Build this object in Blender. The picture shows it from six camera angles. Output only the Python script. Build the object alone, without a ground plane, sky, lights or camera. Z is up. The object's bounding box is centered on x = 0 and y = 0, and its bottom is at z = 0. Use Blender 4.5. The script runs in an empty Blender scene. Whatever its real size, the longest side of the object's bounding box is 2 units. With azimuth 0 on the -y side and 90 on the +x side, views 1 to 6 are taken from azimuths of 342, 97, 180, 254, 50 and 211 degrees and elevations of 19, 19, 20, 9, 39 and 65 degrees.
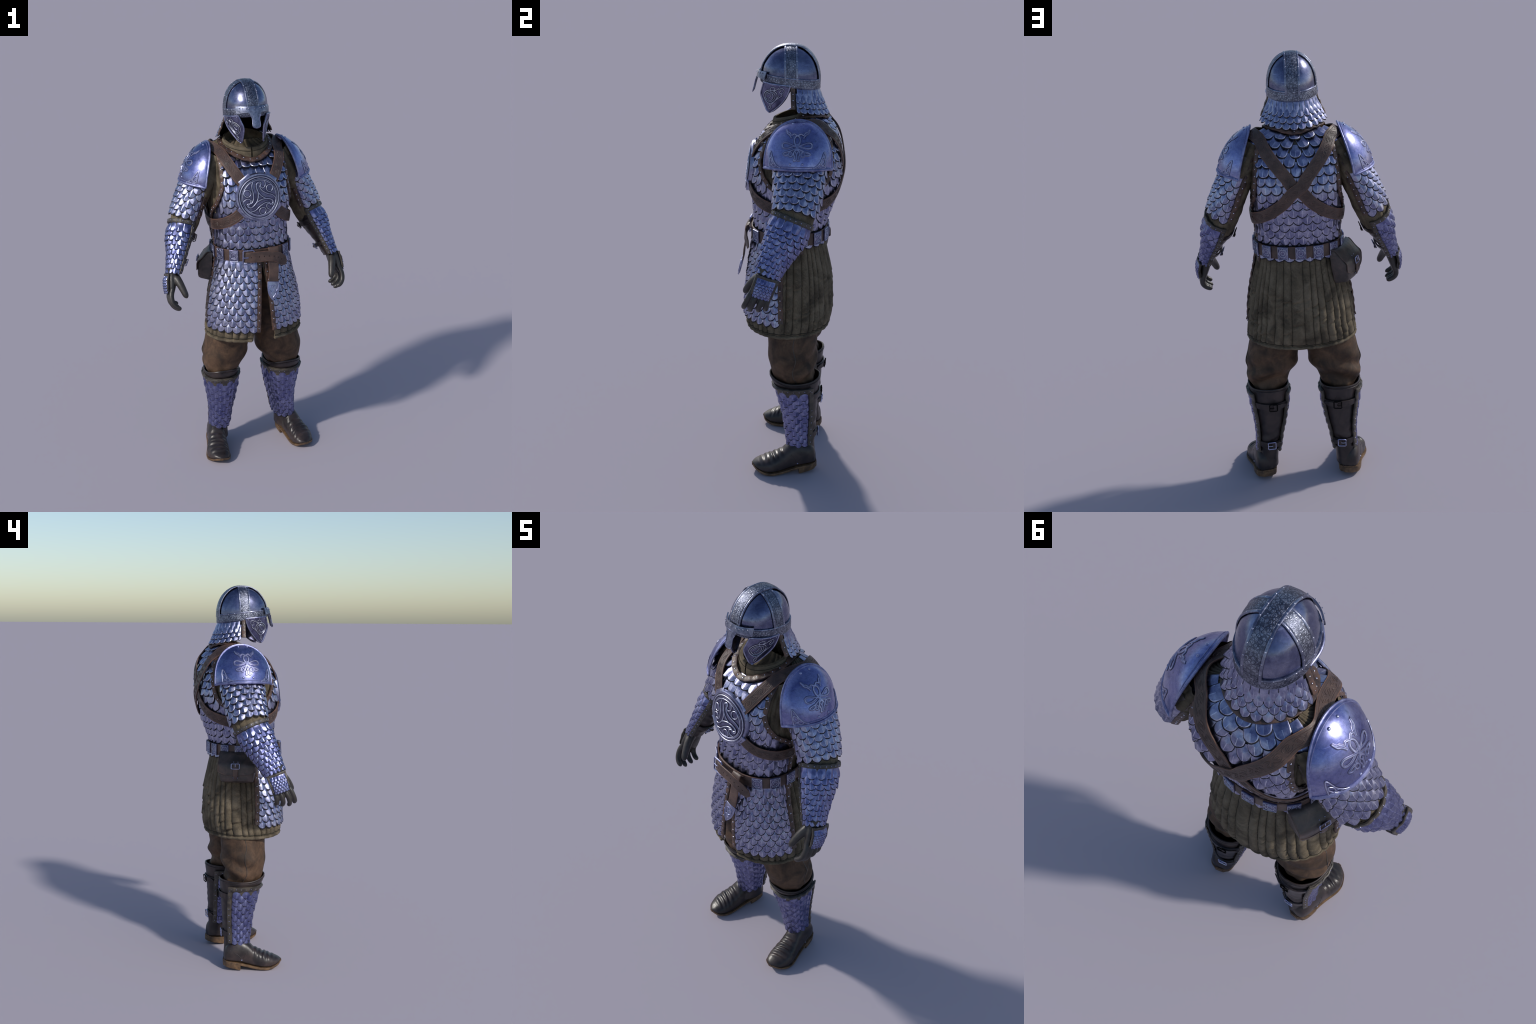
# Empty suit of scale armour standing on its own: spangenhelm with cheek guards, scale coat over a
# quilted gambeson, pauldrons, bracers, gloves, trousers, boots with scale greaves, belt and pouch.
# Frame: metres, z up, front faces -y, the suit is mirror symmetric in x except belt end, strap overlap and pouch.
import bpy, math, random
import numpy as np
from mathutils import Matrix, Vector

random.seed(7)
rng = np.random.default_rng(11)
PI = math.pi
rad = math.radians

# ------------------------------------------------------------------ helpers
def spl(xs, ys):
    """Catmull-Rom style cubic through (xs, ys); ys may be vectors. Returns f(x)."""
    xs = np.asarray(xs, float); ys = np.asarray(ys, float)
    flip = xs[0] > xs[-1]
    if flip:
        xs = xs[::-1]; ys = ys[::-1]
    d = np.diff(ys, axis=0) / (np.diff(xs).reshape(-1, *([1] * (ys.ndim - 1))))
    m = np.empty_like(ys); m[0] = d[0]; m[-1] = d[-1]
    m[1:-1] = (d[:-1] + d[1:]) / 2
    def f(x):
        x = np.clip(np.asarray(x, float), xs[0], xs[-1])
        i = np.clip(np.searchsorted(xs, x) - 1, 0, len(xs) - 2)
        h = xs[i + 1] - xs[i]; t = (x - xs[i]) / h
        sh = (slice(None),) if False else None
        if ys.ndim > 1:
            h = np.expand_dims(h, -1); t = np.expand_dims(t, -1)
        return ((2*t**3 - 3*t**2 + 1) * ys[i] + (t**3 - 2*t**2 + t) * h * m[i]
                + (-2*t**3 + 3*t**2) * ys[i+1] + (t**3 - t**2) * h * m[i+1])
    return f

def curve(pts, n, closed=False):
    """Smooth polyline through pts (any dimension), resampled to n points by length."""
    p = np.asarray(pts, float)
    if closed:
        p = np.vstack([p[-2:-1] if np.allclose(p[0], p[-1]) else p[-1:], p, p[1:2] if np.allclose(p[0], p[-1]) else p[:2]])
    k = np.concatenate([[0], np.cumsum(np.maximum(np.linalg.norm(np.diff(p, axis=0), axis=1), 1e-6))])
    f = spl(k, p)
    a, b = (k[1], k[-2]) if closed else (k[0], k[-1])
    q = f(np.linspace(a, b, max(200, n * 6)))
    kk = np.concatenate([[0], np.cumsum(np.linalg.norm(np.diff(q, axis=0), axis=1))])
    s = np.linspace(0, kk[-1], n)
    return np.stack([np.interp(s, kk, q[:, j]) for j in range(q.shape[1])], 1)

def unit(v):
    v = np.asarray(v, float)
    return v / np.maximum(np.linalg.norm(v, axis=-1, keepdims=True), 1e-12)

def noise3(p, seed=0, octaves=3):
    """Cheap smooth pseudo noise: sum of rotated sine products."""
    r = np.random.default_rng(seed); out = 0; amp = 1
    p = np.asarray(p, float)
    for o in range(octaves):
        for k in range(3):
            d = unit(r.normal(size=3)) * (2 ** o); e = unit(r.normal(size=3)) * (2 ** o)
            out = out + amp * np.sin(p @ d + r.uniform(0, 6.28)) * np.sin(p @ e + r.uniform(0, 6.28))
        amp *= 0.5
    return out / 3

class Geo:
    """Accumulates vertices and faces; every face carries a material slot."""
    def __init__(s): s.v = []; s.f = []; s.mi = []; s.n = 0
    def add(s, v, f, slot=0):
        v = np.asarray(v, float).reshape(-1, 3)
        s.v.append(v); s.f += [tuple(int(i) + s.n for i in q) for q in f]; s.n += len(v)
        s.mi += [slot] * len(f) if isinstance(slot, int) else list(slot)
        return s
    def join(s, o, slot=None):
        if o.n: s.add(np.vstack(o.v), o.f, o.slots() if slot is None else slot)
        return s
    def slots(s): return s.mi + [0] * (len(s.f) - len(s.mi))
    def mesh(s, name, mat, angle=40, smooth=True):
        me = bpy.data.meshes.new(name)
        me.from_pydata(np.vstack(s.v).tolist(), [], s.f)
        for m in (mat if isinstance(mat, (list, tuple)) else [mat]): me.materials.append(m)
        if any(s.mi): me.polygons.foreach_set('material_index', s.slots())
        if smooth:
            me.polygons.foreach_set('use_smooth', [True] * len(me.polygons))
            me.set_sharp_from_angle(angle=rad(angle))
        me.update()
        return me

def grid_faces(nr, nc, closed=False, flip=False):
    f = []
    for i in range(nr - 1):
        for j in range(nc if closed else nc - 1):
            k = (j + 1) % nc
            q = (i*nc + j, i*nc + k, (i+1)*nc + k, (i+1)*nc + j)
            f.append(q[::-1] if flip else q)
    return f

def grid_normals(P, closed=False):
    if closed:
        du = np.roll(P, -1, 1) - np.roll(P, 1, 1)
    else:
        du = np.gradient(P, axis=1)
    dv = np.gradient(P, axis=0)
    return unit(np.cross(du, dv))

def sheet(P, thick, closed=False, out=None):
    """Grid surface P[rows, cols, 3] given a thickness: outer face P, inner face pushed by -thick along its normal."""
    P = np.asarray(P, float); nr, nc = P.shape[:2]
    N = grid_normals(P, closed)
    if out is not None:
        if ((P - np.asarray(out)) * N).sum(-1).mean() < 0: N = -N
    ref = np.cross((np.roll(P, -1, 1) - P)[0, 0], P[1, 0] - P[0, 0])
    flip = (ref * N[0, 0]).sum() < 0
    Q = P - N * thick
    g = Geo(); g.add(P, grid_faces(nr, nc, closed, flip)); g.add(Q, grid_faces(nr, nc, closed, not flip))
    o = nr * nc; f = []
    rng_c = range(nc) if closed else range(nc - 1)
    for j in rng_c:
        k = (j + 1) % nc
        a = (j, k, k + o, j + o); b = ((nr-1)*nc + k, (nr-1)*nc + j, (nr-1)*nc + j + o, (nr-1)*nc + k + o)
        f += [a if flip else a[::-1], b if flip else b[::-1]]
    if not closed:
        for i in range(nr - 1):
            a = (i*nc, (i+1)*nc); b = (i*nc + nc - 1, (i+1)*nc + nc - 1)
            q1 = (a[0], a[0] + o, a[1] + o, a[1]); q2 = (b[1], b[1] + o, b[0] + o, b[0])
            f += [q1 if flip else q1[::-1], q2 if flip else q2[::-1]]
    g.f += f
    return g

def tube(pts, r, n=6, closed=False, cap=True, flat=1.0, normals=None):
    p = np.asarray(pts, float); m = len(p)
    if closed and np.allclose(p[0], p[-1]): p = p[:-1]; m -= 1
    t = unit(np.roll(p, -1, 0) - np.roll(p, 1, 0)) if closed else unit(np.gradient(p, axis=0))
    if normals is None:
        nn = np.zeros_like(p); a = np.array([0.31, 0.17, 0.93])
        if abs(a @ t[0]) > 0.9: a = np.array([1., 0, 0])
        cur = unit(a - t[0] * (a @ t[0]))
        for i in range(m):
            cur = unit(cur - t[i] * (cur @ t[i])); nn[i] = cur
    else:
        nn = np.asarray(normals, float)[:m]; nn = unit(nn - t * (nn * t).sum(1, keepdims=True))
    b = np.cross(t, nn)
    r = np.broadcast_to(np.asarray(r, float), (m,))
    g = Geo(); ang = np.linspace(0, 2*PI, n, endpoint=False)
    ring = p[:, None] + (b[:, None] * np.cos(ang)[None, :, None] + nn[:, None] * (flat * np.sin(ang))[None, :, None]) * r[:, None, None]
    f = grid_faces(m, n, True)
    if closed:
        f += [((m-1)*n + j, (m-1)*n + (j+1) % n, (j+1) % n, j) for j in range(n)]
    elif cap:
        f += [tuple(range(n))[::-1], tuple((m-1)*n + j for j in range(n))]
    return g.add(ring, f)

def ribbon(pts, normals, width, thick, closed=False, crown=0.0):
    """Leather band with rounded edges lying on a surface: underside on pts, top at thick along normals."""
    p = np.asarray(pts, float); m = len(p)
    t = unit(np.roll(p, -1, 0) - np.roll(p, 1, 0)) if closed else unit(np.gradient(p, axis=0))
    nn = unit(np.asarray(normals, float)); nn = unit(nn - t * (nn * t).sum(1, keepdims=True))
    b = np.cross(nn, t)
    w = np.broadcast_to(np.asarray(width, float), (m,))
    prof = [(-.5, -.2), (-.5, .55), (-.47, .92), (-.42, 1.), (-.2, 1 + crown*.7), (0, 1. + crown), (.2, 1 + crown*.7), (.42, 1.), (.47, .92), (.5, .55), (.5, -.2)]
    k = len(prof)
    ring = np.stack([p + b * (s * w)[:, None] + nn * (h * thick) for s, h in prof], 1)
    g = Geo(); f = grid_faces(m, k, True, True)
    if closed:
        f += [((m-1)*k + (j+1) % k, (m-1)*k + j, j, (j+1) % k) for j in range(k)]
    else:
        f += [tuple(range(k)), tuple((m-1)*k + j for j in range(k))[::-1]]
    return g.add(ring, f)

def box(c, ax, ay, az, hx, hy, hz, bev=0.15):
    """Rounded block: 3 axes, half sizes."""
    ax, ay, az = map(unit, (ax, ay, az)); c = np.asarray(c, float)
    b = bev * min(hx, hy, hz); g = Geo()
    lv = []
    for z, ins in ((-hz, b), (-hz + b, 0), (hz - b, 0), (hz, b)):
        x, y = hx - ins, hy - ins; q = b * .6
        lv.append([(x - q, -y, z), (x, -y + q, z), (x, y - q, z), (x - q, y, z), (-x + q, y, z), (-x, y - q, z), (-x, -y + q, z), (-x + q, -y, z)])
    L = np.array(lv)
    P = c + L[..., :1] * ax + L[..., 1:2] * ay + L[..., 2:] * az
    return g.add(P, grid_faces(4, 8, True) + [tuple(range(8))[::-1], tuple(range(24, 32))])

def stud(p, n, r, h=0.6):
    """Domed rivet head."""
    n = unit(n); a = unit(np.cross(n, [0.3, 0.9, 0.2])); b = np.cross(n, a); g = Geo(); ring = []
    for k, (rr, hh) in enumerate(((1, -.3), (1, .15), (.72, .75), (.32, 1.))):
        for j in range(7):
            t = 2*PI*j/7
            ring.append(np.asarray(p) + (a*math.cos(t) + b*math.sin(t)) * r * rr + n * r * h * hh)
    return g.add(ring, grid_faces(4, 7, True) + [tuple(range(21, 28))])

# ------------------------------------------------------------------ materials
def material(name, base, dark=None, light=None, metallic=0.0, rough=0.5, rough_var=0.15, grain=60.0, patch=9.0,
             bump=0.15, dirt=0.0, dirt_col=(0.02, 0.017, 0.013), scratch=0.0, knot=0.0, spec=0.5, weave=0.0, bump_scale=None):
    m = bpy.data.materials.new(name); m.use_nodes = True
    nt = m.node_tree; nd = nt.nodes; nd.clear(); L = nt.links.new
    out = nd.new('ShaderNodeOutputMaterial'); bs = nd.new('ShaderNodeBsdfPrincipled'); L(bs.outputs[0], out.inputs[0])
    pos = nd.new('ShaderNodeNewGeometry').outputs['Position']
    def nz(scale, detail=4, rough_=0.6, dist=0.0, vec=pos):
        t = nd.new('ShaderNodeTexNoise'); t.inputs['Scale'].default_value = scale; t.inputs['Detail'].default_value = detail
        t.inputs['Roughness'].default_value = rough_; t.inputs['Distortion'].default_value = dist; L(vec, t.inputs['Vector'])
        return t.outputs['Fac']
    def ramp(fac, stops):
        r = nd.new('ShaderNodeValToRGB'); e = r.color_ramp.elements
        while len(e) < len(stops): e.new(0.5)
        for k, (p_, c) in zip(e, stops): k.position = p_; k.color = (*c, 1) if len(c) == 3 else c
        L(fac, r.inputs[0]); return r.outputs[0]
    def mix(a, b, fac, mode='MIX'):
        x = nd.new('ShaderNodeMix'); x.data_type = 'RGBA'; x.blend_type = mode
        for s, val in ((x.inputs[0], fac), (x.inputs[6], a), (x.inputs[7], b)):
            if hasattr(val, 'links'): L(val, s)
            elif isinstance(val, tuple): s.default_value = (*val, 1)
            else: s.default_value = val
        return x.outputs[2]
    def math_(op, a, b=0.0):
        x = nd.new('ShaderNodeMath'); x.operation = op
        for s, val in ((x.inputs[0], a), (x.inputs[1], b)):
            if hasattr(val, 'links'): L(val, s)
            else: s.default_value = val
        return x.outputs[0]
    dark = dark or tuple(c * 0.7 for c in base); light = light or tuple(min(1, c * 1.25) for c in base)
    big = nz(patch, 5, 0.6, 0.6); fine = nz(grain, 4, 0.65)
    col = ramp(big, [(0.36, dark), (0.5, base), (0.64, light)])
    col = mix(col, ramp(fine, [(0.3, (0.72, 0.72, 0.72)), (0.7, (1.2, 1.2, 1.2))]), 0.5, 'MULTIPLY')
    height = fine
    if dirt > 0:
        d = ramp(nz(patch * 2.3, 6, 0.7, 1.2), [(0.56, (0, 0, 0)), (0.72, (1, 1, 1))])
        col = mix(col, dirt_col, math_('MULTIPLY', d, dirt))
    if scratch > 0:
        mp = nd.new('ShaderNodeMapping'); mp.inputs['Scale'].default_value = (14, 14, 260); mp.inputs['Rotation'].default_value = (0.5, 0.7, 0.3)
        L(pos, mp.inputs[0])
        s = ramp(nz(1.0, 2, 0.5, 0, mp.outputs[0]), [(0.66, (0, 0, 0)), (0.72, (1, 1, 1))])
        col = mix(col, tuple(min(1, c * 1.7 + .03) for c in base), math_('MULTIPLY', s, scratch))
    if knot > 0:
        v = nd.new('ShaderNodeTexVoronoi'); v.feature = 'DISTANCE_TO_EDGE'; v.inputs['Scale'].default_value = 95; L(pos, v.inputs['Vector'])
        w = ramp(v.outputs['Distance'], [(0.06, (0, 0, 0)), (0.16, (1, 1, 1))])
        v2 = nd.new('ShaderNodeTexVoronoi'); v2.inputs['Scale'].default_value = 95; L(pos, v2.inputs['Vector'])
        rings = math_('SINE', math_('MULTIPLY', v2.outputs['Distance'], 22.0))
        kn = math_('MULTIPLY', w, math_('ADD', math_('MULTIPLY', rings, 0.5), 0.5))
        col = mix(col, ramp(kn, [(0.1, (0.42, 0.42, 0.45)), (0.6, (1.15, 1.15, 1.15))]), knot, 'MULTIPLY')
        height = math_('ADD', math_('MULTIPLY', kn, 2.0), math_('MULTIPLY', fine, 0.5))
    if weave > 0:
        wv = nd.new('ShaderNodeTexWave'); wv.inputs['Scale'].default_value = 120; wv.inputs['Distortion'].default_value = 3; L(pos, wv.inputs['Vector'])
        wz = nd.new('ShaderNodeTexWave'); wz.bands_direction = 'Z'; wz.inputs['Scale'].default_value = 120; wz.inputs['Distortion'].default_value = 3; L(pos, wz.inputs['Vector'])
        wf = math_('MULTIPLY', wv.outputs['Fac'], wz.outputs['Fac'])
        col = mix(col, ramp(wf, [(0.0, (0.75, 0.75, 0.75)), (0.6, (1.15, 1.15, 1.15))]), weave, 'MULTIPLY')
        height = math_('ADD', height, wf)
    L(col, bs.inputs['Base Color'])
    rv = nd.new('ShaderNodeMapRange'); rv.inputs[3].default_value = max(0.05, rough - rough_var); rv.inputs[4].default_value = min(1, rough + rough_var)
    rv.inputs[1].default_value = 0.3; rv.inputs[2].default_value = 0.7
    L(nz(patch * 3.1, 5, 0.65, 0.4), rv.inputs[0]); L(rv.outputs[0], bs.inputs['Roughness'])
    bs.inputs['Metallic'].default_value = metallic
    bs.inputs['Specular IOR Level'].default_value = spec
    bp = nd.new('ShaderNodeBump'); bp.inputs['Strength'].default_value = bump; bp.inputs['Distance'].default_value = bump_scale or 0.002
    L(height, bp.inputs['Height']); L(bp.outputs[0], bs.inputs['Normal'])
    return m

M_SCALE = material('scale_steel', (0.265, 0.275, 0.425), (0.16, 0.17, 0.31), (0.39, 0.395, 0.54), 1.0, 0.34, 0.10, 90, 26, 0.06, 0.45, (0.05, 0.05, 0.08), 0.15)
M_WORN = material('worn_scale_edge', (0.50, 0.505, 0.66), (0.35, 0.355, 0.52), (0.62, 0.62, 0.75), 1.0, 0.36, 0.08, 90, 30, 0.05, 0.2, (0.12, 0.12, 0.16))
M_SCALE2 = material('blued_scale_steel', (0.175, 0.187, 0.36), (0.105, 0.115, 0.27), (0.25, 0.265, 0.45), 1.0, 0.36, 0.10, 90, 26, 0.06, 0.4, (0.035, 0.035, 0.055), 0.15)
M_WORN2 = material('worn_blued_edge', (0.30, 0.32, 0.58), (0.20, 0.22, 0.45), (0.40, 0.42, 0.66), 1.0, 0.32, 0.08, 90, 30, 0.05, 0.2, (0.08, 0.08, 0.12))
M_SHADE_LINE = material('painted_shade_line', (0.018, 0.018, 0.024), None, None, 0.0, 0.8, 0.05, 90, 20, 0.05, spec=0.2)  # near-black: painted shade round scale edges, outlines under cheek relief
M_PLATE = material('blued_plate_steel', (0.215, 0.232, 0.46), (0.145, 0.16, 0.37), (0.29, 0.305, 0.53), 1.0, 0.29, 0.07, 120, 16, 0.05, 0.55, (0.07, 0.078, 0.12), 0.35)
M_RIM = material('worn_rim_steel', (0.34, 0.36, 0.56), (0.22, 0.24, 0.42), (0.48, 0.50, 0.68), 1.0, 0.42, 0.08, 120, 30, 0.08, 0.25, (0.06, 0.06, 0.09), 0.2)
M_HELM = material('helmet_plate_steel', (0.165, 0.178, 0.285), (0.10, 0.11, 0.205), (0.24, 0.25, 0.36), 1.0, 0.25, 0.08, 120, 14, 0.05, 0.55, (0.05, 0.055, 0.08), 0.4)
M_EDGING = material('helmet_edging_steel', (0.21, 0.225, 0.31), (0.13, 0.14, 0.21), (0.31, 0.33, 0.43), 1.0, 0.36, 0.1, 140, 40, 0.15, 0.4, (0.05, 0.05, 0.07), 0.15)
M_BAND = material('tooled_band_steel', (0.255, 0.275, 0.345), (0.17, 0.185, 0.25), (0.35, 0.37, 0.45), 1.0, 0.42, 0.1, 160, 30, 0.25, 0.3, (0.05, 0.05, 0.06), 0.1, knot=1.0, bump_scale=0.0018)
M_GROOVE = material('groove_steel', (0.055, 0.055, 0.095), None, None, 1.0, 0.5, 0.08, 120, 30, 0.05)
M_ORN = material('engraved_steel', (0.30, 0.31, 0.46), (0.20, 0.21, 0.34), (0.42, 0.43, 0.58), 1.0, 0.36, 0.1, 140, 30, 0.15, 0.4, (0.05, 0.05, 0.07), 0.1)
M_LINE = material('relief_line_steel', (0.46, 0.48, 0.62), (0.34, 0.36, 0.50), (0.56, 0.58, 0.70), 1.0, 0.46, 0.08, 140, 30, 0.1, 0.25, (0.08, 0.08, 0.1))
M_PRIM = material('pauldron_rim_steel', (0.25, 0.265, 0.46), (0.16, 0.17, 0.34), (0.36, 0.375, 0.57), 1.0, 0.55, 0.08, 120, 30, 0.08, 0.3, (0.05, 0.05, 0.08), 0.2)
M_DISC = material('disc_ground_steel', (0.15, 0.15, 0.26), (0.09, 0.09, 0.17), (0.21, 0.21, 0.34), 1.0, 0.42, 0.1, 140, 20, 0.15, 0.4, (0.04, 0.04, 0.06), 0.1)
M_STUD = material('stud_steel', (0.48, 0.48, 0.58), None, None, 1.0, 0.25, 0.06, 200, 40, 0.03)
M_TRIM = material('trim_leather', (0.075, 0.043, 0.033), (0.038, 0.024, 0.021), (0.125, 0.070, 0.050), 0, 0.42, 0.12, 150, 30, 0.5, 0.35, spec=0.5)
M_DTRIM = material('dark_trim_leather', (0.055, 0.046, 0.038), (0.03, 0.026, 0.022), (0.085, 0.068, 0.052), 0, 0.45, 0.12, 150, 30, 0.5, 0.3)
M_STRAP = material('strap_leather', (0.072, 0.043, 0.035), (0.046, 0.028, 0.024), (0.100, 0.060, 0.047), 0, 0.46, 0.1, 220, 16, 0.35, 0.3)
M_EDGE = material('strap_edge_leather', (0.15, 0.075, 0.05), None, None, 0, 0.5, 0.1, 150, 30, 0.2)
M_BOOT = material('boot_leather', (0.030, 0.0225, 0.0225), (0.017, 0.0135, 0.014), (0.047, 0.033, 0.031), 0, 0.35, 0.08, 260, 14, 0.12, 0.2, spec=0.42)
M_GLOVE = material('glove_leather', (0.032, 0.028, 0.026), (0.022, 0.019, 0.018), (0.042, 0.037, 0.033), 0, 0.40, 0.1, 260, 30, 0.2, 0.2)
M_SOLE = material('sole_leather', (0.13, 0.075, 0.038), (0.07, 0.042, 0.024), (0.18, 0.105, 0.052), 0, 0.6, 0.1, 200, 40, 0.3, 0.5)
M_CLOTH = material('gambeson_cloth', (0.138, 0.110, 0.074), (0.078, 0.062, 0.043), (0.185, 0.149, 0.102), 0, 0.85, 0.08, 140, 13, 0.35, 0.5, (0.04, 0.034, 0.024), weave=0.5, spec=0.2)
M_BROW = material('brow_steel', (0.23, 0.25, 0.34), (0.14, 0.155, 0.23), (0.33, 0.35, 0.46), 1.0, 0.38, 0.1, 220, 60, 0.25, 0.4, (0.07, 0.07, 0.1), 0.25)
M_SEAM = material('gambeson_seam', (0.035, 0.031, 0.022), None, None, 0, 0.9, 0.05, 160, 20, 0.2, spec=0.2)
M_PANTS = material('trouser_suede', (0.076, 0.045, 0.028), (0.040, 0.026, 0.018), (0.115, 0.068, 0.041), 0, 0.66, 0.12, 120, 13, 0.35, 0.4, (0.026, 0.018, 0.013), spec=0.25)
M_POUCH = material('pouch_leather', (0.055, 0.042, 0.038), (0.032, 0.026, 0.025), (0.085, 0.06, 0.052), 0, 0.42, 0.1, 200, 20, 0.3, 0.3)
M_BLACK = material('matte_black', (0.006, 0.006, 0.006), None, None, 0, 0.95, 0.02, 100, 10, 0.05, spec=0.05)

# ------------------------------------------------------------------ scene graph
MIRROR = Matrix.Scale(-1, 4, Vector((1, 0, 0)))
root = bpy.data.objects.new('scale_armour_suit', None)
bpy.context.scene.collection.objects.link(root)
root['label'] = 'empty suit of blue steel scale armour with helmet'
root['category'] = 'armour suit'

def put(name, mesh, parent=None, matrix=None, stuff=False):
    o = bpy.data.objects.new(name, mesh)
    bpy.context.scene.collection.objects.link(o)
    o.parent = parent or root
    if matrix is not None: o.matrix_local = matrix
    if stuff: o['kind'] = 'stuff'
    return o

def pair(name, mesh, parents=None, stuff=False):
    """Object on the +x side and its mirror image on the -x side."""
    p = parents or (root, root)
    a = put(name, mesh, p[0], None, stuff)
    # a mirrored parent already mirrors its children
    b = put(name, mesh, p[1], MIRROR if p[1] is root else None, stuff)
    return a, b

def solo(name, geo, mat, parent=None, stuff=False, angle=40):
    return put(name, geo.mesh(name, mat, angle), parent, None, stuff)

# ------------------------------------------------------------------ armour scale template and register
def scale_template(ridge=0.225, v0=0.66, lip=0.03):
    """One armour scale: unit wide, unit long (y 0 at the top, -1 at the rounded foot), keel down the middle, z out.
    Slots: 0 steel, 1 worn bright edge and keel, 2 dark flange, shade painted round the edge."""
    g = Geo(); us = np.array([-1, -.87, -.5, -.055, .055, .5, .87, 1.0]); vs = np.array([0, .15, .32, .50, .66, .75, .82, .88, .93, .97, 1.0]); nu, nv = len(us), len(vs)
    P = np.zeros((nv, nu, 3))
    for i, v in enumerate(vs):
        w = 0.5 if v <= v0 else 0.5 * math.sqrt(max(0.03, 1 - ((v - v0) / (1 - v0)) ** 2))
        for j, u in enumerate(us):
            x = u * w
            z = ridge * min(1 - abs(x) / 0.5, .955) * min(1, max(0, (v - .15) / .40))
            P[i, j] = (x, -v, z - (.035 if abs(u) == 1 else 0) - (.03 if v == 1 else 0))
    f = grid_faces(nv, nu, False, True); sl = []
    for i in range(nv - 1):
        for j in range(nu - 1):
            sl.append(1 if (j in (0, nu - 2) and i >= 3) or i == nv - 2 or (j == 3 and i >= 3) else 0)
    g.add(P, f, sl)
    loop = [(i, 0) for i in range(nv)] + [(nv-1, j) for j in range(1, nu)] + [(i, nu-1) for i in range(nv-2, -1, -1)]
    top = np.array([P[i, j] for i, j in loop])
    c = np.array([0, -.5, 0]); out = unit((top - c) * [1, 1, 0])
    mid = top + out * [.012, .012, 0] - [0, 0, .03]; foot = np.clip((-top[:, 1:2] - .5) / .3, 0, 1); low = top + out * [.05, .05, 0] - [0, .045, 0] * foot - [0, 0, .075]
    k = len(loop)
    g.add(np.vstack([top, mid, low]), [(j, j + k, j + 1 + k, j + 1) for j in range(k - 1)] + [(j + k, j + 2*k, j + 1 + 2*k, j + 1 + k) for j in range(k - 1)], [1] * (k - 1) + [2] * (k - 1))  # outermost wall flares out dark, painting the shadow between scales
    return g

TEMPLATE = scale_template()
T_V = np.vstack(TEMPLATE.v); T_F = TEMPLATE.f
FLATNESS = {'scale_coat': .80, 'aventail': .66, 'scale_sleeve*': .68, 'bracer*': .64, 'hand_guard*': .75, 'greave*': .50}   # how far scales of each part stand up
SCALES = []   # dicts: group, matrix, area

def add_scale(group, p, right, up, normal, w, l, tilt):
    """Hang a scale with its top at p. tilt: how far its foot stands off the surface."""
    right = unit(right); normal = unit(normal); up = unit(np.cross(normal, right))
    SCALES.append(dict(group=group, p=np.asarray(p), r=right, u=up, n=normal, w=w, l=l, tilt=tilt, flat=FLATNESS[group], j=rng.normal(size=3) * 0.04, area=w * l))

def scale_matrix(s):
    r, n, u, l = s['r'], s['n'], s['u'], s['l']; j = s['j'] * s['flat']; tilt = s['tilt'] * s['flat']
    y = unit(u * l - n * tilt); z = unit(n * l + u * tilt)
    r = unit(r + z * j[0] + y * j[1] * .6); z = unit(z - r * (z @ r)); z = unit(z + y * j[2] * .8)
    m = np.eye(4); m[:3, 0] = r * s['w']; m[:3, 1] = y * l; m[:3, 2] = z * s['w'] * s['flat']; m[:3, 3] = s['p']
    return m

def scale_field(group, S, rows, u0, u1, length, ncol=None, step=None, keep=None, lift=0.0, tilt=0.006, width_f=1.03, outward=None, phase=0):
    """Rows of scales on a surface S(u, v), from edge u0 to edge u1 (numbers or functions of v). Each row is anchored at its
    middle, alternate rows shift by half a scale, and the end scales are cut to fit the edges."""
    for r, v in enumerate(rows):
        a = u0(v) if callable(u0) else u0; b = u1(v) if callable(u1) else u1
        uu = np.linspace(a, b, 241)
        P = S(uu, np.full_like(uu, v))
        k = np.concatenate([[0], np.cumsum(np.linalg.norm(np.diff(P, axis=0), axis=1))])
        half = k[-1] / 2; st = step or k[-1] / ncol
        off = 0.5 if (r + phase) % 2 else 0.0
        if ncol and ncol % 2 == 0: off = 0.5 - off
        m = int(half / st) + 2
        for i in range(-m, m + 1):
            lo, hi = (i + off - .5) * st, (i + off + .5) * st
            lo, hi = max(lo, -half), min(hi, half)
            if hi - lo < .28 * st: continue
            s = half + (lo + hi) / 2
            u = float(np.interp(s, k, uu)); e = 1e-3 * (b - a)
            p = S(np.array([u]), np.array([v]))[0]
            du = S(np.array([u + e]), np.array([v]))[0] - S(np.array([u - e]), np.array([v]))[0]
            dv = S(np.array([u]), np.array([v + 4e-3]))[0] - S(np.array([u]), np.array([v - 4e-3]))[0]
            n = unit(np.cross(du, dv))
            if outward is not None and n @ outward(p) < 0: n = -n
            if dv[2] < 0: dv = -dv
            right = unit(np.cross(dv, n))
            if keep and not keep(p, u, v): continue
            L_ = length(v) if callable(length) else length
            add_scale(group, p + n * lift, right, dv, n, (hi - lo) * width_f, L_, tilt)

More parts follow.
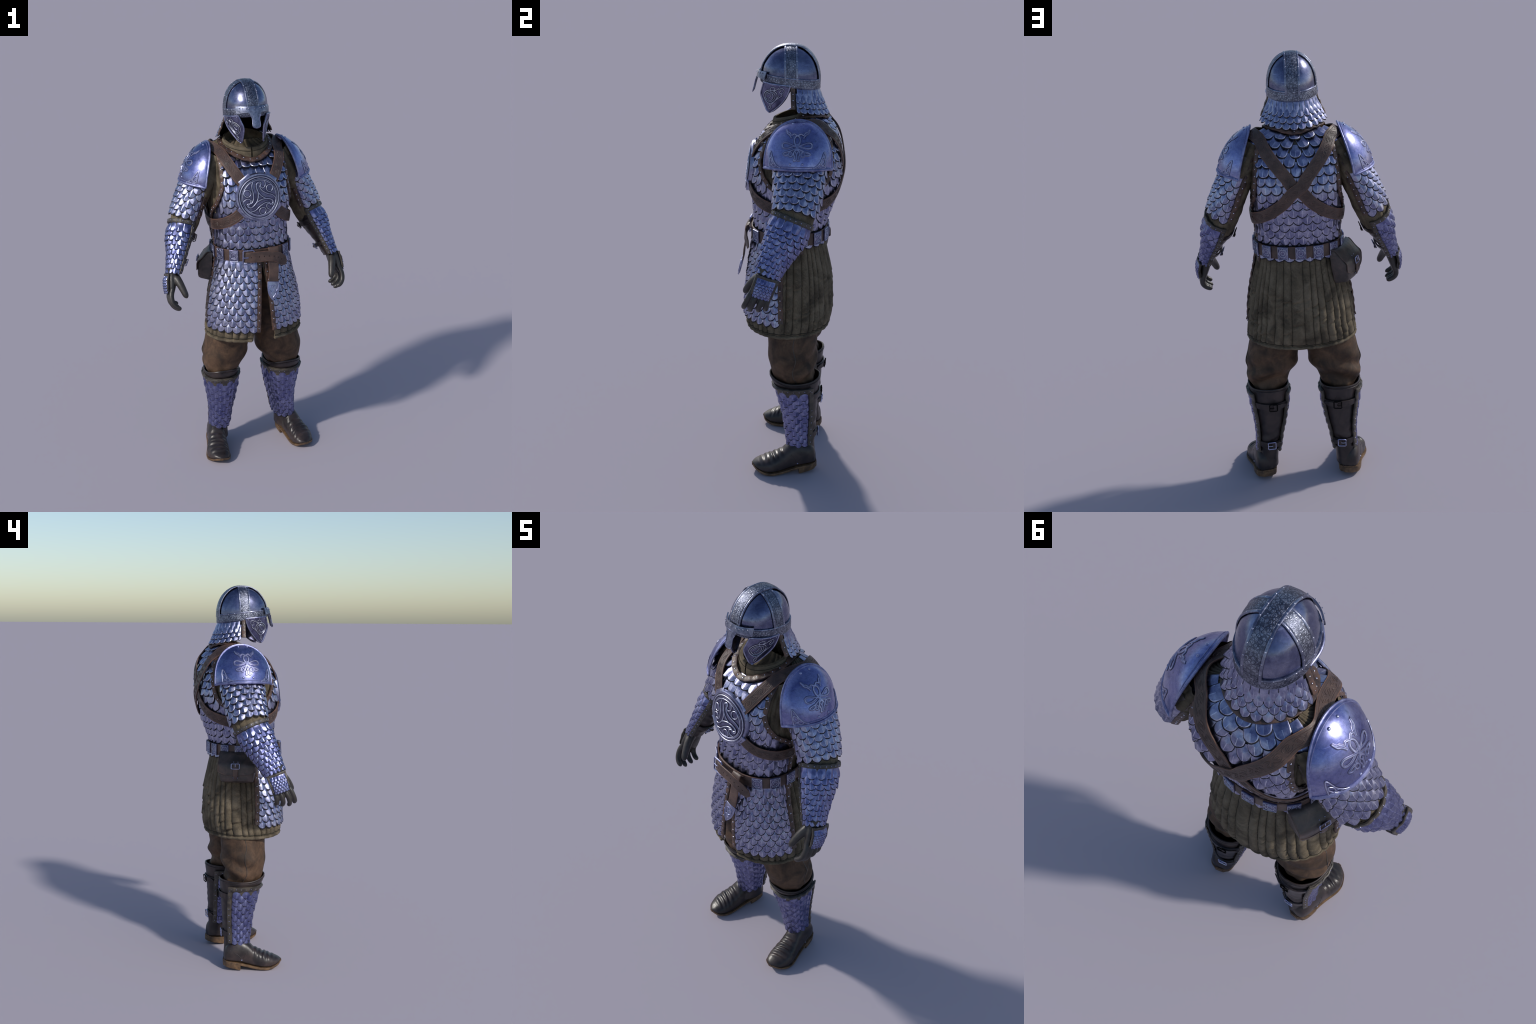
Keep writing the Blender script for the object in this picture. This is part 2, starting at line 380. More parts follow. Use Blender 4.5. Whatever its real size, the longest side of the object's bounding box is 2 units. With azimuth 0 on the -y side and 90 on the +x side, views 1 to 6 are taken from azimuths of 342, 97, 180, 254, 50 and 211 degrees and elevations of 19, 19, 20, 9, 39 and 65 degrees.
# ------------------------------------------------------------------ torso and skirt surfaces
def ring_surface(table):
    """Stack of superellipse rings: rows (z, half width, front y, back y, front exponent[, back exponent]).
    S(theta, z): theta 0 = front (-y), 90 = +x."""
    T = np.array([r if len(r) == 6 else (*r, r[4]) for r in table], float); f = spl(T[:, 0], T[:, 1:])
    def S(th, z):
        th = np.asarray(th, float); q = f(z); a, yf, yb, nf, nb = (q[..., i] for i in range(5))
        s, c = np.sin(th), np.cos(th); ym = (yf + yb) / 2; n = np.where(c > 0, nf, nb)
        x = a * np.sign(s) * np.abs(s) ** (2 / n)
        y = np.where(c > 0, ym - (ym - yf) * np.abs(c) ** (2 / n), ym + (yb - ym) * np.abs(c) ** (2 / n))
        return np.stack([x, y, np.broadcast_to(z, x.shape)], -1)
    def theta(x, z, front=True):
        a, yf, yb, nf, nb = f(z); t = math.asin(min(1, (abs(x) / a) ** ((nf if front else nb) / 2))) * (1 if x >= 0 else -1)
        return t if front else PI - t
    def theta_y(y, z):
        a, yf, yb, nf, nb = f(z); ym = (yf + yb) / 2
        if y < ym: return math.acos(min(1, ((ym - y) / (ym - yf)) ** (nf / 2)))
        return PI - math.acos(min(1, ((y - ym) / (yb - ym)) ** (nb / 2)))
    def top_at(x, y):
        """Highest z whose ring still holds (x, y)."""
        lo, hi = 1.55, float(T[:, 0].max())
        def inside(z):
            a, yf, yb, nf, nb = f(z); ym = (yf + yb) / 2; d, n = (ym - yf, nf) if y < ym else (yb - ym, nb)
            return (abs(x) / a) ** n + (abs(y - ym) / d) ** n < 1
        if inside(hi): return hi
        for _ in range(40):
            m = (lo + hi) / 2
            lo, hi = (m, hi) if inside(m) else (lo, m)
        return lo
    S.theta = theta; S.theta_y = theta_y; S.f = f; S.top_at = top_at
    return S

def frame(S, u, v, out_c):
    e = 1e-3
    p = S(np.array([u]), np.array([v]))[0]
    du = S(np.array([u + e]), np.array([v]))[0] - S(np.array([u - e]), np.array([v]))[0]
    dv = S(np.array([u]), np.array([v + e]))[0] - S(np.array([u]), np.array([v - e]))[0]
    n = unit(np.cross(du, dv))
    if n @ (p - np.asarray(out_c)) < 0: n = -n
    return p, n

TORSO = ring_surface([
    (1.06, .186, -.160, .158, 2.3, 2.3), (1.13, .182, -.157, .153, 2.3, 2.3), (1.20, .182, -.158, .160, 2.3, 2.4), (1.27, .186, -.161, .180, 2.3, 2.7),
    (1.33, .192, -.165, .199, 2.45, 3.0), (1.40, .198, -.169, .216, 2.7, 3.3), (1.46, .202, -.165, .223, 2.9, 3.6), (1.52, .203, -.151, .219, 3.0, 3.8),
    (1.57, .202, -.131, .211, 3.0, 3.8), (1.61, .198, -.106, .199, 2.9, 3.4), (1.636, .193, -.076, .184, 2.8, 3.0), (1.656, .187, -.038, .174, 2.6, 2.6),
    (1.671, .180, .002, .163, 2.4, 2.3), (1.683, .160, .025, .153, 2.2, 2.1), (1.697, .128, .042, .135, 2.1, 2.0)])
SKIRT = ring_surface([
    (1.16, .180, -.160, .153, 2.3, 2.2), (1.10, .188, -.167, .163, 2.25, 2.15), (1.05, .197, -.175, .174, 2.2, 2.1), (.95, .220, -.189, .193, 2.15, 2.02),
    (.86, .234, -.198, .201, 2.15, 2.0), (.79, .239, -.202, .202, 2.15, 2.0), (.745, .247, -.203, .197, 2.15, 2.05), (.715, .249, -.200, .189, 2.15, 2.05), (.698, .245, -.194, .182, 2.15, 2.05)])
TC = np.array([0, .02, 1.40])
def torso_frame(th, z): return frame(TORSO, th, z, (0, .03, min(z, 1.55)))
def skirt_frame(th, z): return frame(SKIRT, th, z, (0, 0, z))

# gambeson body (shows at the sides and armholes), lightly quilted
nt_ = 220
zs = np.concatenate([np.linspace(1.09, 1.60, 40), np.linspace(1.612, 1.697, 16)])
th = np.linspace(0, 2*PI, nt_, endpoint=False)
Z, TH = np.meshgrid(zs, th, indexing='ij')
P = TORSO(TH, Z)
Nn = grid_normals(P, True); Nn *= np.sign(((P - [0, .03, 1.45]) * Nn).sum(-1, keepdims=True))
P = P + Nn * ((np.abs(np.sin(TH * 20)) ** .6 * .006) - .008)[..., None]
g = Geo(); g.add(P, grid_faces(len(zs), nt_, True))
gam_torso = solo('gambeson_body', g, M_CLOTH)

# gambeson skirt: quilted channels, front slit, rolled hem
NCH = 36
def quilt(t):
    """Channel coordinate round the skirt: uneven channel widths."""
    t = np.asarray(t, float)
    return (t + .035 * np.sin(5 * t + 1) + .022 * np.sin(11 * t + .4)) / (2*PI) * NCH
_qt = np.linspace(0, 2*PI, 2000); _qv = quilt(_qt)
def slit_gam(z):
    return np.interp(z, [.68, .80, 1.0, 1.12, 1.2], [.058, .050, .028, .008, .002])
def gam_skirt():
    zz = np.concatenate([np.linspace(1.16, .73, 90), np.linspace(.725, .698, 8)])
    nc = 560; P = np.zeros((len(zz), nc, 3))
    for i, z in enumerate(zz):
        t0 = SKIRT.theta(float(slit_gam(z)), z)
        tt = np.linspace(t0, 2*PI - t0, nc)
        p = SKIRT(tt, np.full(nc, z))
        nrm = unit(np.stack([p[:, 0] / SKIRT.f(z)[0] ** 2, (p[:, 1] + .01) / .2 ** 2, np.zeros(nc)], 1))
        ph = quilt(tt)
        ch = np.abs(np.sin(PI * ph)) ** .55
        cid = np.clip(np.floor(ph).astype(int), 0, NCH)
        # sagging folds: pinched dents across single channels, below mid height
        wr = np.zeros(nc)
        for k in range(4):
            r = np.random.default_rng(50 + k); zc = r.uniform(.74, .96, NCH + 1)[cid]; am = r.uniform(.0, 1., NCH + 1)[cid]
            fx = ph - cid - .5
            d = (z - zc - fx * .012) / .006
            wr += am * (np.where(d > 0, np.exp(-np.abs(d) * .35), np.exp(-d * d)) * .0055 - np.exp(-(d + 1.4) ** 2) * .0085)
        low = noise3(np.stack([p[:, 0] * 14, p[:, 1] * 14, np.full(nc, z * 9)], 1), 3) * .0035
        amp = np.interp(z, [.70, .73, 1.0, 1.14], [.004, .012, .012, .006])
        P[i] = p + nrm * (ch * amp - .006 + wr * (.4 + .6 * ch) + low)[:, None]
    return P
P = gam_skirt()
g = sheet(P, .006, False, (0, 0, .9))
gam_skirt_o = solo('gambeson_skirt', g, M_CLOTH, angle=60)
hem = P[-3]; nh = unit(hem * [1, 1, 0])
g = tube(hem[::4] + nh[::4] * .002 + [0, 0, .0], .0085, 8)
solo('hem_roll', g, M_CLOTH, gam_skirt_o)
g = Geo()
for k in range(1, NCH):
    cols = []
    for i in range(0, len(P) - 6, 2):
        z = P[i, 0, 2]; t0 = SKIRT.theta(float(slit_gam(z)), z); u = (float(np.interp(k, _qv, _qt)) - t0) / (2*PI - 2*t0)
        if not 0.005 < u < .995: continue
        j = int(round(u * (P.shape[1] - 1))); cols.append(P[i, j] + unit(P[i, j] * [1, 1, 0]) * .0004)
    if len(cols) > 6: g.join(tube(np.array(cols), .0013, 4))
solo('quilting_seams', g, M_SEAM, gam_skirt_o, True)
g = tube(P[-7][::4] + unit(P[-7] * [1, 1, 0])[::4] * .0005, .0022, 5)
solo('hem_seam', g, M_SEAM, gam_skirt_o)

# ------------------------------------------------------------------ scale coat: edges
FRONT_EDGE = spl([1.08, 1.20, 1.34, 1.375, 1.40, 1.43, 1.47, 1.51, 1.56, 1.60, 1.635, 1.66, 1.68], [.0, .0, -.005, -.035, -.068, -.092, -.110, -.114, -.100, -.080, -.045, -.008, .03])
REAR_EDGE = spl([1.08, 1.20, 1.34, 1.375, 1.40, 1.43, 1.47, 1.51, 1.56, 1.60, 1.635, 1.66, 1.68], [.062, .062, .075, .115, .148, .170, .184, .189, .188, .178, .158, .135, .10])

def edge_path(fn, zs_, lift, side=1):
    pts, nn = [], []
    for z in zs_:
        t = TORSO.theta_y(float(fn(z)), z)
        p, n = torso_frame(t, z)
        pts.append((p + n * lift) * [side, 1, 1]); nn.append(n * [side, 1, 1])
    return np.array(pts), np.array(nn)

def resample_pn(p, n, m):
    k = np.concatenate([[0], np.cumsum(np.linalg.norm(np.diff(p, axis=0), axis=1))]); s = np.linspace(0, k[-1], m)
    f = lambda a: np.stack([np.interp(s, k, a[:, j]) for j in range(3)], 1)
    return f(p), unit(f(n))

def pucker(p, n, amp=.0014, freq=1.0):
    """Gathered leather: small regular height wobble along a trim."""
    return p + n * (np.sin(np.arange(len(p)) * freq) * amp)[:, None]

def trim(pts, nn, width, thick, rivet_gap, rivet_r, m=None, closed=False, rivet_off=0.0):
    L_ = np.linalg.norm(np.diff(pts, axis=0), axis=1).sum()
    m = m or max(12, int(L_ / .006))
    p, n = resample_pn(pts, nn, m)
    if closed: p, n = p[:-1], n[:-1]
    g = ribbon(pucker(p, n), n, width, thick, closed, .15)
    r = Geo(); k = max(1, int(round(L_ / rivet_gap)))
    pr, nr = resample_pn(pts, nn, 2*k + 1)
    for i in range(1, 2*k, 2):
        r.join(stud(pr[i] + nr[i] * thick * 1.05, nr[i], rivet_r))
    return g, r

RIV = Geo()
zs_e = np.concatenate([np.linspace(1.09, 1.36, 24), np.linspace(1.37, 1.675, 44)])
tg = Geo()
for fn in (FRONT_EDGE, REAR_EDGE):
    p, n = edge_path(fn, zs_e, .005)
    a, r = trim(p, n, .021, .006, .031, .0036)
    tg.join(a); RIV.join(r); RIV.add(np.vstack(r.v) * [-1, 1, 1], [f[::-1] for f in r.f])

# neck opening trim
def neck_point(t):
    """Neck opening on the coat, t 0 = front, runs round."""
    c = math.cos(t); x = .122 * math.sin(t); y = .032 - (.134 if c > 0 else .124) * c
    z = min(TORSO.top_at(x, y), 1.694)
    return np.array([x, y, z])
tt = np.linspace(0, 2*PI, 90)
p = np.array([neck_point(t) for t in tt]); n = []
for q in p:
    th_ = math.atan2(q[0], -(q[1] - .04)); k = torso_frame(TORSO.theta(q[0], q[2], q[1] < .04) if abs(q[0]) < .12 else TORSO.theta_y(q[1], q[2]) * (1 if q[0] > 0 else -1), q[2])[1]
    n.append(unit(k + np.array([0, 0, .25])))
n = np.array(n)
for _ in range(6): n = unit(np.roll(n, 1, 0) + n * 2 + np.roll(n, -1, 0))
g, r = trim(p + n * .009, n, .026, .006, .034, .0036, closed=True)
neck_trim = solo('neck_trim', g, M_TRIM)
NECK_R = r

# coat front slit and side slit trims on the skirt
def slit_x(z, side):
    return .010 + side * np.interp(z, [.75, .9, 1.05, 1.13], [.032, .022, .010, .006])
SG = Geo()
for side in (-1, 1):
    pts, nn = [], []
    for z in np.linspace(1.125, .755, 40):
        t = SKIRT.theta(float(slit_x(z, side) + side * .010), z); p, n = skirt_frame(t, z)
        pts.append(p + n * .009); nn.append(n)
    a, r = trim(np.array(pts), np.array(nn), .021, .006, .043, .0038); SG.join(a); RIV.join(r)
SIDE_Y = spl([.76, .9, 1.0, 1.13], [-.018, -.022, -.022, -.015])
for side in (-1, 1):
    pts, nn = [], []
    for z in np.linspace(1.125, .772, 40):
        t = SKIRT.theta_y(float(SIDE_Y(z)), z); p, n = skirt_frame(t, z)
        pts.append((p + n * .009) * [side, 1, 1]); nn.append(n * [side, 1, 1])
    a, r = trim(np.array(pts), np.array(nn), .024, .006, .043, .0038); SG.join(a); RIV.join(r)
tg2 = Geo().join(tg)
tg2.add(np.vstack(tg.v) * [-1, 1, 1], [f[::-1] for f in tg.f])
# backing leather of the coat: one panel in front, one behind, under the scales
def coat_backing():
    out = Geo()
    zz = np.linspace(1.095, 1.605, 50)
    for side, fn, zmax in ((0, FRONT_EDGE, 1.60), (1, REAR_EDGE, 1.655)):
        zz = np.linspace(1.095, zmax, 50); P = np.zeros((50, 60, 3))
        for i, z in enumerate(zz):
            t = TORSO.theta_y(float(fn(z)), z)
            tt = np.linspace(-t, t, 60) if side == 0 else np.linspace(t, 2*PI - t, 60)
            P[i] = TORSO(tt, np.full(60, z))
        out.join(sheet(P - unit(P - [0, .03, 1.4]) * .0035, .003, False, (0, .03, 1.4)))
    zz = np.linspace(1.12, .775, 40)
    for side in (-1, 1):
        P = np.zeros((40, 40, 3))
        for i, z in enumerate(zz):
            t0 = SKIRT.theta(float(slit_x(z, side)), z); t1 = side * SKIRT.theta_y(float(SIDE_Y(z)), z)
            P[i] = SKIRT(np.linspace(t0, t1, 40), np.full(40, z))
        out.join(sheet(P + unit(P * [1, 1, 0]) * .005, .003, False, (0, 0, .9)))
    return out
coat = solo('scale_coat', coat_backing(), M_DTRIM)
coat_trim = solo('coat_trim', tg2.join(SG), M_TRIM, coat)
RIV_ALL = Geo().join(RIV).join(NECK_R)

# scales on the torso: front rows and back rows
def neck_clear(p):
    c = -(p[1] - .032); e = (p[0] / .122) ** 2 + (c / (.134 if c > 0 else .124)) ** 2
    return e > .72
def meridian_rows(S, u, z0, z1, pitch):
    zz = np.linspace(z0, z1, 400); P = S(np.full(400, u), zz)
    k = np.concatenate([[0], np.cumsum(np.linalg.norm(np.diff(P, axis=0), axis=1))])
    return [float(np.interp(s, k, zz)) for s in np.arange(0, k[-1], pitch)]
tout = lambda p: p - np.array([0, .03, min(p[2], 1.5)])
front_rows = meridian_rows(TORSO, 0.0, 1.694, 1.135, .0362)
rear_rows = meridian_rows(TORSO, PI, 1.694, 1.165, .0362)
fe = lambda z: TORSO.theta_y(float(FRONT_EDGE(z)), z)
re_ = lambda z: TORSO.theta_y(float(REAR_EDGE(z)), z)
clear = lambda p, u, v: neck_clear(p)
coat_len = lambda z: float(np.interp(z, [1.58, 1.63], [.062, .055]))
scale_field('scale_coat', TORSO, front_rows, lambda z: -fe(z), fe, coat_len, step=.0405, keep=clear, lift=.000, tilt=.0095, outward=tout)
scale_field('scale_coat', TORSO, rear_rows, re_, lambda z: 2*PI - re_(z), coat_len, step=.0440, keep=clear, lift=.000, tilt=.0095, outward=tout)
scale_field('scale_coat', SKIRT, [1.160], lambda z: SKIRT.theta_y(.055, z), lambda z: 2*PI - SKIRT.theta_y(.055, z), .046, step=.0425, lift=.011, tilt=.004, outward=lambda p: p * np.array([1, 1, 0]))
# lowest row showing under the belt behind
# scales on the two front skirt panels: panel coordinate u 0..1 from slit to side seam
def skirt_panel(side):
    def S(u, v):
        u = np.atleast_1d(u); v = np.atleast_1d(v); out = np.zeros((len(u), 3))
        z = float(v[0])
        t0 = abs(SKIRT.theta(float(abs(slit_x(z, side)) if side * slit_x(z, side) > 0 else .0), z)); t1 = SKIRT.theta_y(float(SIDE_Y(z)), z)
        tt = np.linspace(t0, t1, 120); P = SKIRT(tt * side, np.full(120, z))
        k = np.concatenate([[0], np.cumsum(np.linalg.norm(np.diff(P, axis=0), axis=1))]); k /= k[-1]
        ti = np.interp(np.clip(u, -.1, 1.1), k, tt)
        return SKIRT(ti * side, np.full(len(u), z))
    return S
sout = lambda p: p * np.array([1, 1, 0])
for side in (-1, 1):
    scale_field('scale_coat', skirt_panel(side), np.arange(1.135, .80, -.0322), .05, .98, .058, ncol=7, lift=.007, tilt=.0085, outward=sout)

# ------------------------------------------------------------------ tubes for limbs
def limb(stations):
    """stations: (centre xyz, lateral radius, front radius). S(phi, t): phi 0 = outward, 90 = front; t 0..1 along the limb."""
    C = np.array([s[0] for s in stations], float); R = np.array([[s[1], s[2]] for s in stations], float)
    k = np.concatenate([[0], np.cumsum(np.linalg.norm(np.diff(C, axis=0), axis=1))]); k /= k[-1]
    fc, fr = spl(k, C), spl(k, R)
    def S(phi, t):
        phi = np.asarray(phi, float); t = np.clip(np.asarray(t, float), 0, 1)
        phi, t = np.broadcast_arrays(phi, t)
        c = fc(t); r = fr(t); d = unit(fc(np.minimum(t + .02, 1)) - fc(np.maximum(t - .02, 0)))
        e2 = np.broadcast_to(np.array([0, -1., 0]), d.shape); e2 = unit(e2 - d * (e2 * d).sum(-1, keepdims=True))
        e1 = np.cross(e2, d); e1 = e1 * np.sign(e1[..., :1])
        return c + e1 * (r[..., :1] * np.cos(phi)[..., None]) + e2 * (r[..., 1:] * np.sin(phi)[..., None])
    S.c = fc; S.length = np.linalg.norm(np.diff(C, axis=0), axis=1).sum()
    return S
def limb_frame(S, phi, t):
    p = S(np.array([phi]), np.array([t]))[0]; e = 1e-3
    du = S(np.array([phi + e]), np.array([t]))[0] - S(np.array([phi - e]), np.array([t]))[0]
    t1, t0 = min(t + .01, 1), max(t - .01, 0)
    dv = S(np.array([phi]), np.array([t1]))[0] - S(np.array([phi]), np.array([t0]))[0]
    n = unit(np.cross(du, dv)); c = S.c(np.array([t]))[0]
    return p, (n if n @ (p - c) > 0 else -n)
def limb_path(S, phis, ts, lift):
    q = [limb_frame(S, a, b) for a, b in zip(phis, ts)]
    p = np.array([x[0] for x in q]); n = np.array([x[1] for x in q])
    return p + n * lift, n

# ------------------------------------------------------------------ arm (+x side, mirrored)
ARM = limb([((.175, .062, 1.645), .050, .092), ((.226, .062, 1.54), .062, .102), ((.273, .060, 1.44), .068, .098), ((.307, .052, 1.355), .071, .090),
            ((.334, .042, 1.285), .065, .081), ((.356, .018, 1.215), .050, .062)])
tt = np.linspace(0, 1, 70); ph = np.linspace(0, 2*PI, 120, endpoint=False)
T_, PH = np.meshgrid(tt, ph, indexing='ij')
P = ARM(PH, T_)
Nn = P - ARM.c(T_); Nn = unit(Nn)
P = P + Nn * ((np.abs(np.sin(PH * 7)) ** .6 - .6) * .004 + noise3(P * 45, 5) * .004)[..., None]
root_b = np.clip(-np.cos(PH) + .25, 0, 1) * np.clip((.60 - T_) / .3, 0, 1) * np.abs(np.sin(PH))
P = P + Nn * (root_b * np.where(np.sin(PH) > 0, .048, .028))[..., None]
g = Geo().add(P, grid_faces(70, 120, True))
sleeve = pair('gambeson_sleeve', g.mesh('gambeson_sleeve', M_CLOTH))

# scale sleeve: leather-backed half sleeve on the outside, t .30 .. .66
PF, PR = rad(118), rad(-112)          # front and rear edge angles
def sleeve_t(phi): return .70 + .03 * math.cos(phi)
nph = 60; pp = np.linspace(PR, PF, nph); P = np.zeros((24, nph, 3))
for j, a in enumerate(pp):
    for i, t in enumerate(np.linspace(.10, .705, 24)):
        p, n = limb_frame(ARM, a, t + .035 * max(0, -math.sin(a))); P[i, j] = p + n * .006
g = sheet(P, .005, False, (.29, .06, 1.42))
ssl = pair('scale_sleeve', g.mesh('scale_sleeve', M_DTRIM))
g = Geo(); r = Geo()
for a in (PF, PR):
    p, n = limb_path(ARM, np.full(40, a), np.linspace(.12, .71 + (.035 if a < 0 else 0), 40), .009)
    x, y = trim(p, n, .024, .006, .030, .0036); g.join(x); r.join(y)
pair('sleeve_trim', g.mesh('sleeve_trim', M_TRIM), ssl)
pair('sleeve_rivets', r.mesh('sleeve_rivets', M_STUD), ssl, True)
lout = lambda S: (lambda p: p - S.c(np.array([np.argmin(np.linalg.norm(S.c(np.linspace(0, 1, 101)) - p, axis=1)) / 100]))[0])
dt = .0282 / ARM.length
ARMS = lambda ph_, t_: ARM(ph_, np.asarray(t_) + .035 * np.maximum(0, -np.sin(ph_)))
scale_field('scale_sleeve*', ARMS, np.arange(.630, .22, -dt)[::-1], PR + .10, PF - .10, .053, ncol=8, lift=.008, tilt=.0075, outward=lout(ARM))

# bracer
BR = limb([((.332, .042, 1.303), .066, .084), ((.357, .015, 1.236), .064, .080), ((.378, -.012, 1.180), .051, .070), ((.401, -.040, 1.120), .039, .057), ((.418, -.060, 1.074), .032, .049)])
tt = np.linspace(0, 1, 50); T_, PH = np.meshgrid(tt, ph, indexing='ij')
P = BR(PH, T_); Nn = unit(P - BR.c(T_))
ins = np.clip((-np.cos(PH) - .1) / .5, 0, 1)
P = P + Nn * (-.003 + ins * (noise3(P * 50, 9) * .003 + np.sin(T_ * 46) * .0008))[..., None]
g = sheet(P, .005, True, tuple(BR.c(np.array([.5]))[0]))
bracer = pair('bracer', g.mesh('bracer', M_BOOT))
BF, BK = rad(112), rad(-108)
nph = 60; pp = np.linspace(BK, BF, nph); P = np.zeros((30, nph, 3))
for j, a in enumerate(pp):
    for i, t in enumerate(np.linspace(-.0, 1, 30)):
        p, n = limb_frame(BR, a, t); P[i, j] = p + n * .004
g = sheet(P, .005, False, tuple(BR.c(np.array([.5]))[0]))
pair('bracer_panel', g.mesh('bracer_panel', M_DTRIM), bracer)
g = Geo(); r = Geo()
for a in (BF, BK):
    p, n = limb_path(BR, np.full(40, a), np.linspace(0.0, 1, 40), .006)
    x, y = trim(p, n, .020, .005, .021, .0028); g.join(x); r.join(y)
p, n = limb_path(BR, np.linspace(BK, BF, 50), np.full(50, .03), .008)
x, y = trim(p, n, .020, .005, .024, .0032); g.join(x); r.join(y)
pair('bracer_trim', g.mesh('bracer_trim', M_DTRIM), bracer)
pair('bracer_rivets', r.mesh('bracer_rivets', M_ORN), bracer, True)
dt = .0232 / BR.length
scale_field('bracer*', BR, np.arange(.86, .0, -dt)[::-1], BK + .12, BF - .12, .0435, ncol=7, lift=.005, tilt=.0068, outward=lout(BR))

def buckle(c, n, right, w, h, r=.0022, tongue=True):
    """Square buckle frame with a tongue."""
    n = unit(n); right = unit(np.asarray(right) - n * (n @ right)); up = np.cross(n, right); c = np.asarray(c, float)
    q = [(-.5, -.42), (-.42, -.5), (.42, -.5), (.5, -.42), (.5, .42), (.42, .5), (-.42, .5), (-.5, .42), (-.5, -.42)]
    P = np.array([c + right * a * w + up * b * h for a, b in q])
    g = tube(P, r, 6, True)
    if tongue: g.join(tube(np.array([c - right * w * .5, c - right * w * .15 + n * r, c + right * w * .1]), r * .8, 6))
    return g
def limb_strap(S, a0, a1, t, width, lift, tilt_t=0.0, thick=.005):
    p, n = limb_path(S, np.linspace(a0, a1, 40), t + tilt_t * np.linspace(0, 1, 40), lift)
    return ribbon(p, n, width, thick), p, n
sg = Geo(); bd = Geo(); bb = Geo()
for k, (t, w) in enumerate(((.24, .026), (.74, .022))):
    a, p, n = limb_strap(BR, BF - .05, 2*PI + BK + .05, t, w, .002)
    sg.join(a)
    i = 20
    c = p[i] + n[i] * .010; right = unit(p[i + 1] - p[i - 1])
    (bd if k == 0 else bb).join(buckle(c, n[i], right, .034, .034))
    # loose strap tongue standing off
    q = np.array([p[i] + n[i] * .008, p[i] + n[i] * .010 + right * .012, p[i] + n[i] * .014 + right * .024])
    sg.join(ribbon(curve(q, 10), np.repeat(n[i][None], 10, 0), np.linspace(w * .9, w * .55, 10), .003))
pair('bracer_strap', sg.mesh('bracer_strap', M_BOOT), bracer)
pair('buckle', bd.mesh('buckle', M_BLACK), bracer)
pair('buckle', bb.mesh('buckle', M_RIM), bracer)

# glove: palm, four fingers, thumb, fused by a voxel remesh
def loft(st, n=20, power=2.2, cap=True):
    """stations: centre, e1, e2, r1, r2."""
    g = Geo(); a = np.linspace(0, 2*PI, n, endpoint=False); R = []
    for c, e1, e2, r1, r2 in st:
        e1, e2 = unit(e1), unit(e2)
        x = np.sign(np.cos(a)) * np.abs(np.cos(a)) ** (2 / power) * r1; y = np.sign(np.sin(a)) * np.abs(np.sin(a)) ** (2 / power) * r2
        R.append(np.asarray(c) + x[:, None] * e1 + y[:, None] * e2)
    return g.add(np.array(R), grid_faces(len(st), n, True) + [tuple(range(n))[::-1], tuple((len(st)-1)*n + j for j in range(n))])
def finger(pts, r0, r1, n=12):
    p = curve(pts, 26); r = np.linspace(r0, r1, 26)
    tip = np.clip((26 - 1 - np.arange(26)) / 4.0, 0, 1); r = r * np.sqrt(1 - (1 - tip) ** 2 * .96)
    return tube(p, r, n)
def remeshed(geo, name, mat, voxel=.0035, smooth=6):
    me = geo.mesh(name, mat); o = bpy.data.objects.new(name, me); bpy.context.scene.collection.objects.link(o)
    m = o.modifiers.new('r', 'REMESH'); m.mode = 'VOXEL'; m.voxel_size = voxel
    s = o.modifiers.new('s', 'SMOOTH'); s.iterations = smooth; s.factor = .5
    dg = bpy.context.evaluated_depsgraph_get(); ev = o.evaluated_get(dg)
    new = bpy.data.meshes.new_from_object(ev); new.name = name
    bpy.data.objects.remove(o); bpy.data.meshes.remove(me)
    new.materials.clear(); new.materials.append(mat)
    new.polygons.foreach_set('use_smooth', [True] * len(new.polygons))
    return new
g = Geo()
E1 = np.array([.96, -.12, .2]); E2 = np.array([.03, -.94, .30])
g.join(loft([((.424, -.058, 1.10), (.95, .1, .3), (0, -.93, .33), .030, .042), ((.428, -.064, 1.07), E1, E2, .028, .041), ((.434, -.074, 1.04), E1, E2, .026, .046),
             ((.441, -.082, 1.01), E1, E2, .0215, .0495), ((.446, -.086, .985), E1, E2, .0165, .047), ((.447, -.089, .974), E1, E2, .009, .040)]))
for pts in ([(.440, -.115, 1.02), (.454, -.135, .985), (.451, -.151, .953), (.437, -.160, .934), (.412, -.163, .920)],
            [(.442, -.095, 1.005), (.456, -.113, .970), (.453, -.126, .942), (.438, -.133, .922), (.408, -.136, .906)],
            [(.442, -.073, .995), (.455, -.086, .958), (.451, -.094, .936), (.436, -.098, .920), (.409, -.100, .908)],
            [(.440, -.052, .990), (.451, -.059, .955), (.447, -.063, .938), (.433, -.067, .924), (.407, -.068, .914)]):
    g.join(finger(pts, .0138, .0118))
g.join(finger([(.424, -.075, 1.075), (.408, -.115, 1.045), (.395, -.143, 1.012), (.382, -.166, .974)], .024, .0142))
glove = pair('glove', remeshed(g, 'glove', M_GLOVE, .003, 5))
